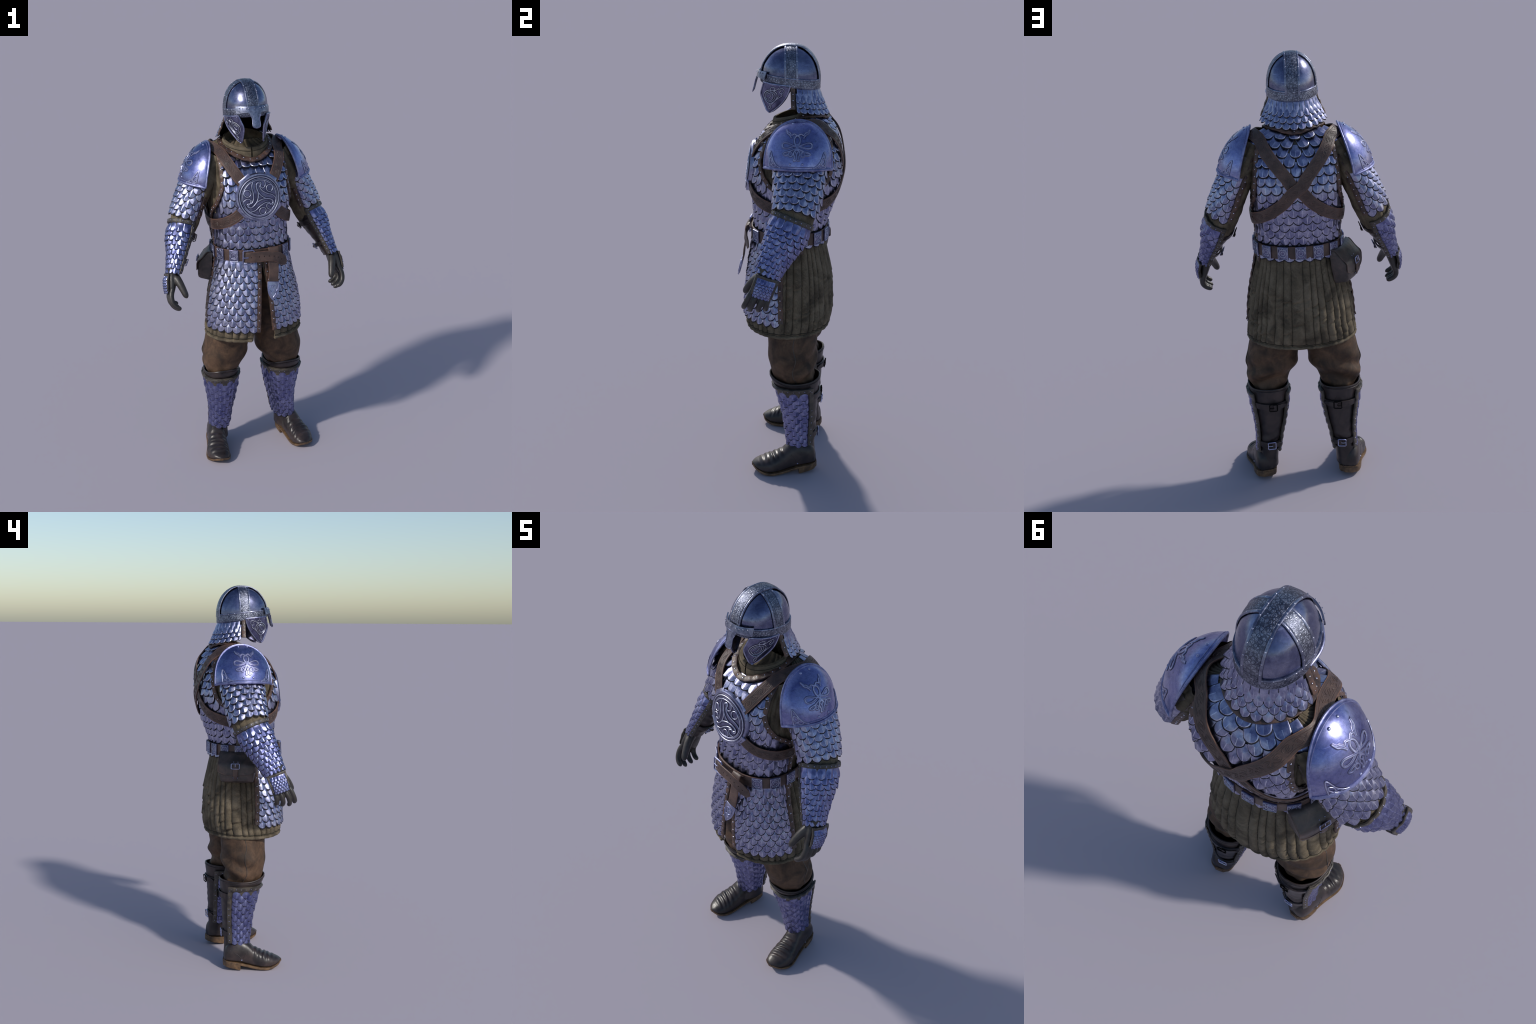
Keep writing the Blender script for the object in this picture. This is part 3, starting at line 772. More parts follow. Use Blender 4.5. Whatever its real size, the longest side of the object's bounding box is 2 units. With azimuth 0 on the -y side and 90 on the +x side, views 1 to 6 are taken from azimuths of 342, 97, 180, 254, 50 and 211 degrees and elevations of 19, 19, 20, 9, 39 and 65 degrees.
# scale flap over the back of the hand
TLc, TRc, BLc, BRc = map(np.array, ((.460, -.100, 1.090), (.455, -.008, 1.060), (.471, -.124, 1.008), (.466, -.040, .981)))
def FLAP(u, v):
    u = np.asarray(u, float)[..., None]; v = np.asarray(v, float)[..., None]
    top = TLc * (1 - u) + TRc * u; bot = BLc * (1 - u) + BRc * u
    p = top * v + bot * (1 - v)
    return p + np.array([1., 0, .1]) * (.012 * (1 - (2*u - 1) ** 2) + .005 * (1 - (2*v - 1) ** 2) - .008)
U, V = np.meshgrid(np.linspace(0, 1, 20), np.linspace(0, 1, 20))
g = sheet(FLAP(U, V), .005, False, (.40, -.06, 1.03))
flap = pair('hand_guard', g.mesh('hand_guard', M_DTRIM), glove)
g = Geo(); r = Geo()
for us, vs_ in ((np.full(16, .03), np.linspace(0, 1, 16)), (np.full(16, .97), np.linspace(1, 0, 16)), (np.linspace(0, 1, 16), np.full(16, .95))):
    p = FLAP(us, vs_); n = np.repeat(np.array([[1., 0, .1]]), 16, 0)
    x, y = trim(p, n, .012, .004, .018, .0022); g.join(x); r.join(y)
pair('hand_guard_trim', g.mesh('hand_guard_trim', M_DTRIM), glove)
scale_field('hand_guard*', FLAP, np.linspace(.88, .16, 6), .08, .92, .025, ncol=5, lift=.001, tilt=.005, outward=lambda p: np.array([1., 0, .1]))

# ------------------------------------------------------------------ pauldron (+x, mirrored)
PYC, PHY, PE = .0535, .1465, 1.27
def PAUL(tau, s):
    """tau -90..90 deg from front corner to rear corner, s 0 inner arch .. 1 lower rim."""
    tau, s = np.broadcast_arrays(np.asarray(tau, float), np.asarray(s, float))
    c = np.cos(tau); c = np.maximum(c, 1e-4)
    xin = .186 + .056 * (1 - c ** 1.1); zar = 1.500 + .200 * c ** .80
    xr = .242 + .096 * c ** 1.5; zr = 1.500 + .016 * c
    q = s * PI / 2
    y = PYC + PHY * np.sin(tau) * (1 - .05 * np.sin(q) * 0)
    return np.stack([xin + (xr - xin) * np.sin(q) ** PE, y, zr + (zar - zr) * np.cos(q) ** PE], -1)
def paul_at(y, z):
    """Point of the plate seen from the side at (y, z)."""
    tau = math.asin(max(-.995, min(.995, (y - PYC) / PHY))); c = math.cos(tau)
    zar = 1.500 + .200 * c ** .80; zr = 1.500 + .016 * c
    k = max(0, min(1, (z - zr) / max(1e-4, zar - zr))) ** (1 / PE)
    return tau, math.acos(k) / (PI / 2)
def paul_frame(tau, s):
    e = 2e-3; s = min(max(s, .02), .995)
    p = PAUL(tau, s); du = PAUL(tau + e, s) - PAUL(tau - e, s); dv = PAUL(tau, s + e) - PAUL(tau, s - e)
    n = unit(np.cross(du, dv)); return p, (n if n @ (p - np.array([.15, .05, 1.45])) > 0 else -n)
TA, SS = np.meshgrid(np.linspace(-rad(88.5), rad(88.5), 80), np.linspace(0, 1, 40))
g = sheet(PAUL(TA, SS), .005, False, (.15, .05, 1.45))
paul = pair('pauldron', g.mesh('pauldron', M_PLATE))
ta = np.linspace(-rad(88.5), rad(88.5), 90)
g = Geo()
edge = np.vstack([PAUL(ta, np.full(90, .0)), PAUL(ta[::-1], np.full(90, 1.0))])
g.join(tube(edge, .0046, 8, True)); g.join(tube(PAUL(ta[2:-2], np.full(86, .995)), .0062, 8))
inner = []
for a in np.linspace(-rad(74), rad(74), 60): inner.append(sum(paul_frame(a, .09)) * 0 + paul_frame(a, .09)[0])
g2 = []
for a in np.linspace(-rad(74), rad(74), 60): g2.append(paul_frame(a, .92)[0])
g.join(tube(np.array(inner), .0020, 6)); g.join(tube(np.array(g2), .0022, 6))
pair('pauldron_rim', g.mesh('pauldron_rim', M_PRIM), paul)
PX = .000574; CY, CZ = .0535, 1.606        # drawing unit and centre of the side-view ornament
def paul_stroke(pts, r=.0026, mirror=False, closed=False):
    q = curve(pts, max(14, len(pts) * 7), closed)
    out, nn = [], []
    for dx, dy in q:
        y = CY + (-dx if mirror else dx) * PX; z = CZ - dy * PX * .98
        p, n = paul_frame(*paul_at(y, z)); out.append(p + n * .0008); nn.append(n)
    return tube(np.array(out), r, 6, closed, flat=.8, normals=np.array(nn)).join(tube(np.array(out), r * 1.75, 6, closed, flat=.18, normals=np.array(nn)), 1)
g = Geo()
STROKES = [  # interlaced beast seen from the side, right half; left half is mirrored
    [(-6, 22), (8, -8), (22, -38), (16, -66), (-2, -76), (-20, -60), (-18, -34), (0, 0), (14, 28)],
    [(2, -76), (26, -86), (44, -78), (58, -92), (74, -96), (84, -110), (76, -88), (60, -80), (48, -66), (44, -58)],
    [(-4, 0), (40, -18), (88, -28), (106, -18), (104, 4), (80, 8), (40, -2), (6, -14), (-10, -22)],
    [(4, 6), (26, 16), (44, 24), (58, 42), (50, 62), (34, 58), (32, 42), (48, 30), (74, 34), (98, 48), (80, 56), (62, 50)],
    [(8, 10), (22, 40), (14, 72), (20, 88), (6, 86), (2, 60), (-8, 30)],
]
for st in STROKES:
    for m in (False, True): g.join(paul_stroke(st, .0030, m))
CORNER = [[(0, 0), (0, -60), (8, -86), (22, -60), (34, -36), (60, -14), (86, -4), (60, 0), (0, 0)],
          [(6, -8), (26, -20), (22, -44), (8, -52), (4, -32), (22, -12), (44, -6), (52, -16), (38, -26), (16, -14), (6, -8)]]
for st in CORNER:
    for sgn in (1, -1):
        g.join(paul_stroke([(sgn * (-208 + x * 1.05), 158 + y * 1.3) for x, y in st], .0024))
pair('pauldron_ornament', g.mesh('pauldron_ornament', [M_RIM, M_DISC]), paul)
r = Geo()
for y, z in ((.027, 1.541), (.079, 1.541)):
    p, n = paul_frame(*paul_at(y, z)); r.join(stud(p, n, .0058))
for y, s in ((.029, .17), (.075, .17)):
    p, n = paul_frame(math.asin((y - PYC) / PHY), s); r.join(stud(p, n, .0058))
pair('pauldron_rivet', r.mesh('pauldron_rivet', M_RIM), paul)

# ------------------------------------------------------------------ helmet
HEL = ring_surface([(1.838, .1035, -.128, .125, 2.1), (1.86, .1035, -.130, .125, 2.1), (1.885, .1020, -.128, .122, 2.1), (1.91, .0970, -.123, .115, 2.1), (1.935, .0885, -.109, .104, 2.1),
                    (1.955, .0765, -.094, .0895, 2.1), (1.972, .0615, -.076, .072, 2.05), (1.985, .043, -.054, .052, 2.0), (1.992, .026, -.036, .035, 2.0), (1.9955, .006, -.008, .012, 2.0)])
HC = np.array([0, -.003, 1.85])
def tiltz(th): return -.030 * (1 - math.cos(th)) / 2     # the rim drops toward the back
zs_h = np.concatenate([np.linspace(0, .8, 26), np.linspace(.82, 1, 12)])
ths = np.linspace(0, 2*PI, 96, endpoint=False)
P = np.zeros((len(zs_h), 96, 3))
for j, t in enumerate(ths):
    z0 = 1.872 + tiltz(t)
    for i, w in enumerate(zs_h): P[i, j] = HEL(np.array([t]), np.array([max(1.838, z0 + (1.9955 - z0) * w)]))[0]; P[i, j, 2] = z0 + (1.9955 - z0) * w
g = Geo().add(P, grid_faces(len(zs_h), 96, True) + [tuple((len(zs_h)-1)*96 + j for j in range(96))])
helmet = solo('helmet', g, M_HELM)
# black inner shell, added so the hollow helmet reads dark
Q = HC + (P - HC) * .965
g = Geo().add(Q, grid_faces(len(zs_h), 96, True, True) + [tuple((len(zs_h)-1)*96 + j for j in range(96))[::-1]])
solo('helmet_black_shell', g, M_BLACK, helmet)
def hel_pt(t, z, lift):
    p = HEL(np.array([t]), np.array([max(z, 1.838)]))[0].copy(); p[2] = z
    e = 2e-3; du = HEL(np.array([t + e]), np.array([max(z, 1.84)]))[0] - HEL(np.array([t - e]), np.array([max(z, 1.84)]))[0]
    zz = min(max(z, 1.842), 1.994); dv = HEL(np.array([t]), np.array([zz + 1e-3]))[0] - HEL(np.array([t]), np.array([zz - 1e-3]))[0]
    n = unit(np.cross(du, dv)); n = n if n @ (p - HC) > 0 else -n
    return p + n * lift, n
# cross strips over the dome
def arc_strip(t0, t1, w, thick, lift=.000):
    """Band over the crown from angle t0 to the opposite angle t1."""
    up = [hel_pt(t0, z, lift) for z in np.linspace(1.862 + tiltz(t0), 1.9945, 34)]
    dn = [hel_pt(t1, z, lift) for z in np.linspace(1.9945, 1.862 + tiltz(t1), 34)]
    p = np.array([a for a, _ in up] + [a for a, _ in dn]); n = np.array([b for _, b in up] + [b for _, b in dn])
    n[30:38] = unit(n[30:38] * .3 + [0, 0, 1.])
    p, n = resample_pn(p, n, 60)
    ks = np.ones(5) / 5
    pad = lambda a: np.stack([np.convolve(np.concatenate([[a[0, j]]*2, a[:, j], [a[-1, j]]*2]), ks, 'valid') for j in range(3)], 1)
    p = pad(p); n = unit(pad(n))
    return p, n
RH = Geo(); SB = Geo(); SE = Geo()
for (t0, t1, w, th_) in ((0, PI, .047, .0052), (PI/2 + .09, -PI/2 - .09, .042, .0035)):
    p, n = arc_strip(t0, t1, w, th_)
    SB.join(ribbon(p, n, w, th_, crown=.3))
    tg_ = unit(np.gradient(p, axis=0)); b = np.cross(n, tg_)
    for sd in (-1, 1):
        q = p + b * sd * (w / 2 + .004) + n * .0005
        SE.join(ribbon(q, n, .0095, .0030, crown=.4))
        for i in range(3, 57, 5): RH.join(stud(q[i] + n[i] * .0030, n[i], .0030))
solo('helmet_strip', SB, M_BAND, helmet)
solo('helmet_strip_edging', SE, M_EDGING, helmet)
# brow band all round
def band_path(dz, lift, a0=0, a1=2*PI, m=120):
    q = [hel_pt(t, 1.869 + tiltz(t) + dz, lift) for t in np.linspace(a0, a1, m)]
    return np.array([a for a, _ in q]), np.array([unit(b * [1, 1, .15]) for _, b in q])
p, n = band_path(-.0125, .0005); g = ribbon(p[:-1], n[:-1], .034, .0055, True)
solo('helmet_band', g, M_BAND, helmet)
p, n = band_path(.0075, .001); g = ribbon(p[:-1], n[:-1], .0085, .0040, True, .3)
for i in range(0, 118, 5): RH.join(stud(p[i] + n[i] * .0042, n[i], .0029))
p, n = band_path(-.030, .0035); g.join(tube(p[:-1], .0022, 6, True))
solo('helmet_band_edging', g, M_EDGING, helmet)
# brow plate with eye arches and nasal
def brow_plate():
    nx, nv = 61, 14; xs = np.linspace(-1, 1, nx); P = np.zeros((nv, nx, 3))
    for j, u in enumerate(xs):
        x = u * .083
        y = -.150 + .0445 * abs(u) ** 2.3
        top = 1.890 - .003 * abs(u)
        # lower edge: nasal bar in the middle, arches over the eyes, down again at the temples
        ax = abs(x)
        bot = np.interp(ax, [0, .018, .024, .034, .055, .083], [1.852, 1.850, 1.856, 1.8605, 1.8585, 1.851])
        for i, v in enumerate(np.linspace(0, 1, nv)):
            z = top + (bot - top) * v
            P[i, j] = (x, y - .004 * v + (.010 * (1 - v) ** 2 * .6), z)
    return P
BP = brow_plate()
g = sheet(BP, .005, False, (0, .05, 1.87))
solo('brow_plate', g, M_BROW, helmet)
nas = []
NZ = np.linspace(1.862, 1.788, 24)
wn = spl([1.862, 1.848, 1.835, 1.82, 1.805, 1.795, 1.7905, 1.788], [.034, .027, .0205, .0195, .0205, .0185, .0125, .003])
P = np.zeros((24, 13, 3))
for i, z in enumerate(NZ):
    w = float(wn(z)); y = -.1535 - .020 * (1.862 - z) / .074
    for j, u in enumerate(np.linspace(-1, 1, 13)): P[i, j] = (.002 + u * w * .95, y + .004 * u * u, z)
g = sheet(P, .004, False, (0, .05, 1.85))
solo('nasal_guard', g, M_BROW, helmet)
g = tube(np.vstack([P[4:, 0] + [0, -.001, 0], P[::-1, 12][:-4] + [0, -.001, 0]]), .0018, 6)
solo('nasal_edging', g, M_ORN, helmet)
for x in (-.07, -.056, -.042, -.028, .0, .028, .042, .056, .07):
    u = x / .083; RH.join(stud((x, -.1495 + .0445 * abs(u) ** 2.3 - .002, 1.880), (u * .5, -1, .2), .0026))
solo('helmet_rivets', RH, M_STUD, helmet, True)

# cheek guards: outline in (fore-aft a, height b), bent round the face
def CHEEK(a, b):
    """a 0 front .. 1 rear at that height, b 0 top .. 1 tip."""
    a, b = np.broadcast_arrays(np.asarray(a, float), np.asarray(b, float))
    front = spl([0, .2, .43, .6, .8, .93, 1], [(.071, -.112, 1.842), (.061, -.121, 1.816), (.051, -.128, 1.785), (.050, -.121, 1.760), (.0515, -.110, 1.733), (.053, -.102, 1.716), (.0535, -.094, 1.7085)])
    rear = spl([0, .2, .43, .6, .8, .93, 1], [(.108, .006, 1.830), (.105, -.001, 1.804), (.098, -.014, 1.776), (.087, -.032, 1.752), (.073, -.056, 1.7285), (.063, -.073, 1.7145), (.0555, -.086, 1.7085)])
    F, R_ = front(b), rear(b)
    p = F + (R_ - F) * a[..., None]
    bulge = .016 * np.sin(PI * a) * (1 - b * .7)
    return p + np.stack([bulge, -bulge * .4, np.zeros_like(bulge)], -1)
A_, B_ = np.meshgrid(np.linspace(0, 1, 26), np.linspace(0, 1, 36))
CP = CHEEK(A_, B_)
g = sheet(CP, .005, False, (0, 0, 1.78))
cheek = pair('cheek_guard', g.mesh('cheek_guard', M_DISC), (helmet, None) if False else None)
edge = np.vstack([CP[0], CP[1:, -1], CP[-1, ::-1][1:], CP[::-1, 0][1:]])
g = tube(edge[:-1], .0038, 7, True)
pair('cheek_guard_rim', g.mesh('cheek_guard_rim', M_ORN), cheek)
def cheek_frame(a, b):
    e = 2e-3; f = lambda x, y: CHEEK(np.array([x]), np.array([y]))[0]
    p = f(a, b); n = unit(np.cross(f(a + e, b) - f(a - e, b), f(a, b + e) - f(a, b - e))); return p, (n if n[0] > 0 else -n)
def cheek_stroke(pts, r=.0018, closed=False):
    q = curve(pts, len(pts) * 6, closed); o = [cheek_frame(*x) for x in q]
    q = np.array([a + b * .0006 for a, b in o]); nn = np.array([b for _, b in o])
    return tube(q, r, 5, closed, flat=.8, normals=nn).join(tube(q, r * 1.8, 5, closed, flat=.18, normals=nn), 1)
g = Geo()
circ = lambda ca, cb, ra, rb, a0=0, a1=360: [(ca + ra * math.cos(rad(t)), cb + rb * math.sin(rad(t))) for t in np.linspace(a0, a1, 14)]
g.join(cheek_stroke(circ(.42, .43, .27, .22), .0022)); g.join(cheek_stroke(circ(.42, .43, .20, .16), .0016))
g.join(cheek_stroke([(.28, .40), (.35, .33), (.45, .36), (.42, .46), (.34, .50), (.40, .56), (.52, .52), (.55, .42), (.48, .32), (.40, .28)], .0017))
g.join(cheek_stroke([(.40, .24), (.36, .16), (.44, .10), (.54, .14), (.50, .21), (.60, .17), (.66, .10)], .0018))
g.join(cheek_stroke([(.66, .14), (.78, .10), (.86, .18), (.80, .28), (.72, .24), (.76, .16)], .0018))
g.join(cheek_stroke([(.60, .62), (.74, .46), (.84, .34), (.78, .26)], .0020)); g.join(cheek_stroke([(.56, .66), (.68, .52), (.74, .36)], .0016))
g.join(cheek_stroke([(.42, .64), (.44, .72), (.36, .80), (.46, .86), (.56, .80), (.50, .72), (.60, .64)], .0018))
pair('cheek_guard_ornament', g.mesh('cheek_guard_ornament', [M_LINE, M_SHADE_LINE]), cheek)
r = Geo()
for a, b in ((.12, .06), (.4, .045), (.68, .045), (.92, .07)):
    p, n = cheek_frame(a, b); r.join(stud(p, n, .0024))
pair('cheek_guard_rivets', r.mesh('cheek_guard_rivets', M_STUD), cheek, True)

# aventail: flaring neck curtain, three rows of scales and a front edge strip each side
AV_A = rad(97)
def AV(t, v):
    """t angle (pi = back), v 0 top .. 1 bottom."""
    t, v = np.broadcast_arrays(np.asarray(t, float), np.asarray(v, float))
    back = (1 - np.cos(t)) / 2
    ztop = 1.846 - .018 * back; zbot = 1.738 - .036 * np.clip(-np.cos(t), 0, 1) ** 1.2
    rx = .100 + .038 * v ** 1.3; ry = .122 + .041 * v ** 1.3
    return np.stack([rx * np.sin(t), -.002 - ry * np.cos(t), ztop + (zbot - ztop) * v], -1)
T_, V_ = np.meshgrid(np.linspace(AV_A, 2*PI - AV_A, 70), np.linspace(0, .96, 14))
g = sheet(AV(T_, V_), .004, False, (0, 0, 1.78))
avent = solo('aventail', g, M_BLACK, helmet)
AVd = lambda t, v: AV(t, v)
rows = [.10, .345, .545, .745]
scale_field('aventail', AVd, rows[:1], AV_A + .16, 2*PI - AV_A - .16, .055, ncol=12, lift=.002, tilt=.008, width_f=.97, outward=lambda p: p * np.array([1, 1, 0]))
scale_field('aventail', AVd, rows[1:], AV_A + .12, 2*PI - AV_A - .12, .042, ncol=12, lift=.002, tilt=.008, outward=lambda p: p * np.array([1, 1, 0]), phase=1)
g = Geo(); r = Geo()
for sd in (0, 1):
    t = AV_A + .03 if sd == 0 else 2*PI - AV_A - .03
    p = AV(np.full(20, t), np.linspace(0, 1.0, 20)); n = unit(p * [1, 1, 0])
    x, y = trim(p, n, .020, .005, .028, .003); g.join(x); r.join(y)
solo('aventail_edge', g, M_TRIM, avent)
solo('aventail_rivets', r, M_STUD, avent, True)

# ------------------------------------------------------------------ collar
def collar_pt(t, v, inset=0.0):
    """v 0 foot .. 1 upper lip; t 0 = front."""
    c = math.cos(t)
    rx = .118 - .008 * v - inset; ry = (.108 if c > 0 else .100) - .004 * v - inset
    top = 1.704 - .028 * c if c > 0 else 1.704 - .034 * c
    bot = 1.658 - .058 * max(0, c) ** 1.3
    bul = .006 * math.sin(PI * min(1, v * 1.0))
    return np.array([(rx + bul) * math.sin(t), .030 - (ry + bul) * c - .004 * max(0, c) * v, bot + (top - bot) * v])
ts_ = np.linspace(.03, 2*PI - .03, 100); vs_ = np.linspace(0, 1, 14)
out = np.array([[collar_pt(t, v) for t in ts_] for v in vs_])
inn = np.array([[collar_pt(t, v, .012) + [0, 0, .002] for t in ts_] for v in np.linspace(1, -.9, 14)])
P = np.vstack([out, inn])
P = P + (noise3(P * 40, 21) * .0018)[..., None]
g = Geo().add(P, grid_faces(28, 100, False, False))
for i in (0, 99):
    pass
collar = solo('collar', g, M_CLOTH, gam_torso)
g = Geo()
for v in (.30, .80): g.join(tube(np.array([collar_pt(t, v) for t in ts_]) + unit((out[5] - [0, .03, 1.66]) * [1, 1, 0]) * .0006, .0014, 5))
solo('collar_seam', g, M_SEAM, gam_torso)
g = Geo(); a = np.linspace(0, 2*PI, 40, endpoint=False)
g.add(np.stack([.11 * np.sin(a), .03 - .10 * np.cos(a), np.full(40, 1.615)], 1), [tuple(range(40))])  # added black disc across the neck, makes the hollow below look dark
solo('neck_black_disc', g, M_BLACK, gam_torso)

# ------------------------------------------------------------------ cross straps
def strap_path(side, lift):
    """One strap: medallion, over a shoulder, across the back to the other side, round the waist to the medallion."""
    ctl = [(.058, 1.500, 'f'), (.084, 1.535, 'f'), (.110, 1.578, 'f'), (.133, 1.620, 'f'), (.148, 1.653, 'f')]
    pts = [(TORSO.theta(x, z, True), z) for x, z, _ in ctl]
    pts += [(PI/2 + .05, 1.672)]
    pts += [(TORSO.theta(x, z, False), z) for x, z in ((.145, 1.659), (.128, 1.622), (.092, 1.570), (.046, 1.512), (0, 1.458))]
    pts += [(2*PI - TORSO.theta(x, z, False), z) for x, z in ((.055, 1.405), (.110, 1.360), (.160, 1.328))]
    pts += [(3*PI/2, 1.300)]
    pts += [(2*PI - TORSO.theta(x, z, True), z) for x, z in ((.168, 1.316), (.125, 1.346), (.085, 1.385), (.070, 1.400))]
    q = curve(np.array(pts) * [.2, 1], 220) / [.2, 1]
    P, N = [], []
    for t, z in q:
        p, n = torso_frame(t, min(z, 1.675)); P.append(p + n * (lift - .006 * max(0, min(1, (z - 1.62) / .04)))); N.append(n)
    P, N = np.array(P), np.array(N)
    for _ in range(6): N[1:-1] = unit(N[:-2] + N[1:-1] * 2 + N[2:])
    for _ in range(4): P[1:-1] = (P[:-2] + P[1:-1] * 2 + P[2:]) / 4
    # the strap bridges hollows: pull side stretch slightly out
    P, N = resample_pn(P, N, 220)
    return P * [side, 1, 1], N * [side, 1, 1]
def scroll_chain(p, n, a, b, step, half, r):
    """Row of linked S scrolls embossed on a band between indices a and b."""
    t = unit(np.gradient(p, axis=0)); bt = np.cross(n, t); g = Geo()
    k = np.concatenate([[0], np.cumsum(np.linalg.norm(np.diff(p, axis=0), axis=1))])
    at = lambda s: tuple(np.array([np.interp(s, k, q[:, j]) for j in range(3)]) for q in (p, t, bt, n))
    s0, s1 = k[a], k[b]; m = int((s1 - s0) / step)
    base = [(-.42, .15), (-.30, .75), (.05, .85), (.28, .45), (.12, .05), (-.12, .12), (-.06, .42), (.10, .40)]
    for i in range(m):
        sc = s0 + (i + .5) * step; fl = 1 if i % 2 else -1
        for sg in (1, -1):
            pts = curve([(x * step * sg * 1.1, y * half * sg * fl) for x, y in base], 18)
            pp, nn = [], []
            for u, v in pts:
                c, tt_, bb_, n_ = at(sc + u); pp.append(c + bb_ * v); nn.append(n_)
            g.join(tube(np.array(pp), r, 5, flat=.7, normals=np.array(nn)))
    for sg in (1, -1):
        idx = np.arange(a, b); g.join(tube(p[idx] + bt[idx] * sg * half * 1.25, r * .8, 4, flat=.6, normals=n[idx]))
    return g
PRESS = []
for side in (1, -1):
    p, n = strap_path(side, .0150)
    PRESS.append(p)
    # only the strap over the right shoulder rides over the other one behind
    if side == -1:
        k = np.exp(-((p[:, 0] / .06) ** 2)) * (p[:, 1] > .1); p = p + n * (k * .006)[:, None]
    g = ribbon(p, n, .051, .005)
    st = solo('chest_strap', g, M_STRAP)
    t = unit(np.gradient(p, axis=0)); bt = np.cross(n, t); e = Geo()
    for sg in (-1, 1): e.join(tube(p + bt * sg * .0252 + n * .003, .0019, 5))
    solo('strap_edge', e, M_EDGE, st)
    solo('strap_ornament', scroll_chain(p + n * .0051, n, 2, 216, .040, .0125, .0014), M_STRAP, st)

PRESS = np.vstack(PRESS)
# ------------------------------------------------------------------ medallion
MC = np.array([0, -.1965, 1.452]); MR = .1160
def MED(x, z):
    return np.stack([x, MC[1] + 1.7 * x ** 2 + .6 * z ** 2 + .13 * z, MC[2] + z], -1)
ring_r = np.array([0, .1, .3, .5, .70, .735, .75, .80, .815, .85, .865, .905, .92, .985, 1.0, 1.0])
ring_h = np.array([0, 0, 0, 0, 0, .0, .0022, .0022, -.0012, -.0012, .0025, .0025, .0, .0005, -.003, -.016])
a = np.linspace(0, 2*PI, 96, endpoint=False); P = np.zeros((len(ring_r), 96, 3))
for i, (rr, hh) in enumerate(zip(ring_r, ring_h)):
    q = MED(np.cos(a) * MR * max(rr, .002), np.sin(a) * MR * max(rr, .002)); q[:, 1] -= hh; P[i] = q
sl = []
for i in range(len(ring_r) - 1): sl += [(1 if i in (6 + 1, 8, 11) else 0)] * 96
g = Geo().add(P, grid_faces(len(ring_r), 96, True, False) + [tuple(range(96))], sl + [0])
med = solo('medallion', g, [M_ORN, M_GROOVE])
gd = Geo(); P = np.zeros((4, 96, 3))
for i, rr in enumerate((.01, .3, .55, .735)):
    q = MED(np.cos(a) * MR * rr, np.sin(a) * MR * rr); q[:, 1] -= .0008; P[i] = q
gd.add(P, grid_faces(4, 96, True, False) + [tuple(range(96))])
solo('medallion_ground', gd, M_DISC, med)
def med_stroke(pts, r, closed=False):
    q = curve(pts, len(pts) * 8, closed) * MR; P = MED(q[:, 0], q[:, 1]); P[:, 1] -= .0012
    N = np.repeat([[0, -1., 0]], len(P), 0)
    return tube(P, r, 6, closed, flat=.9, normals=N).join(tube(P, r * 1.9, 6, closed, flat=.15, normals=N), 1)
arm_line = [(x - .07, y + .015) for x, y in [(.20, .37), (.12, .45), (.10, .54), (.03, .60), (-.05, .56), (-.06, .42), (-.01, .22), (-.03, -.03), (-.13, -.24), (-.29, -.38), (-.45, -.38), (-.51, -.29), (-.44, -.225), (-.34, -.235), (-.24, -.1), (-.22, .17), (-.26, .45), (-.20, .66)]]
hook = [(.24, .69), (.27, .56), (.24, .45), (.13, .385)]
g = Geo()
rot = lambda pts, d: [(x * math.cos(rad(d)) - y * math.sin(rad(d)), x * math.sin(rad(d)) + y * math.cos(rad(d))) for x, y in pts]
for d in (0, 120, 240):
    g.join(med_stroke(rot(arm_line, d), .0030)); g.join(med_stroke(rot(hook, d), .0028))
    g.join(med_stroke(rot([(-.53 + .145 * math.cos(t), .21 + .145 * math.sin(t)) for t in np.linspace(0, 2*PI, 17)], d), .0026))
for k in (.735, .86): g.join(med_stroke([(k * math.cos(t), k * math.sin(t)) for t in np.linspace(0, 2*PI, 25)], .0026 if k < .8 else .0034))
solo('medallion_ornament', g, [M_LINE, M_GROOVE], med)
lug = Geo()
for sx, sz in ((1, 1), (-1, 1), (1, -1), (-1, -1)):
    ang = math.atan2(.098 * sz if sz > 0 else -.082, .072 if sz > 0 else .098)
    dx, dz = math.cos(ang) * sx, math.sin(ang)
    c = MED(np.array([dx * MR * .97]), np.array([dz * MR * .97]))[0] + [0, .007, 0]
    tn = np.array([-dz, .25 * sx * (-1 if sz > 0 else 1) * 0, dx])
    lug.join(box(c, tn, (dx, .55, dz), np.cross(tn, (dx, .55, dz)), .033, .011, .003, .4))
solo('medallion_lug', lug, M_ORN, med)

# ------------------------------------------------------------------ belt
BELT = ring_surface([(1.11, .197, -.177, .170, 2.3), (1.155, .194, -.175, .169, 2.3), (1.20, .193, -.174, .171, 2.3)])
def belt_path(t0, t1, m, z=1.156, lift=0.0):
    q = [frame(BELT, t, z, (0, 0, z)) for t in np.linspace(t0, t1, m)]
    return np.array([a + b * lift for a, b in q]), np.array([unit(b * [1, 1, 0]) for _, b in q])
p, n = belt_path(0, 2*PI, 181)
g = ribbon(p[:-1], n[:-1], .054, .0055, True)
belt = solo('belt', g, M_STRAP)
e = Geo()
for sg in (-1, 1): e.join(tube(p[:-1] + n[:-1] * .003 + [0, 0, sg * .0268], .0017, 5, True))
solo('belt_edge', e, M_EDGE, belt)
PRESS_BELT = p
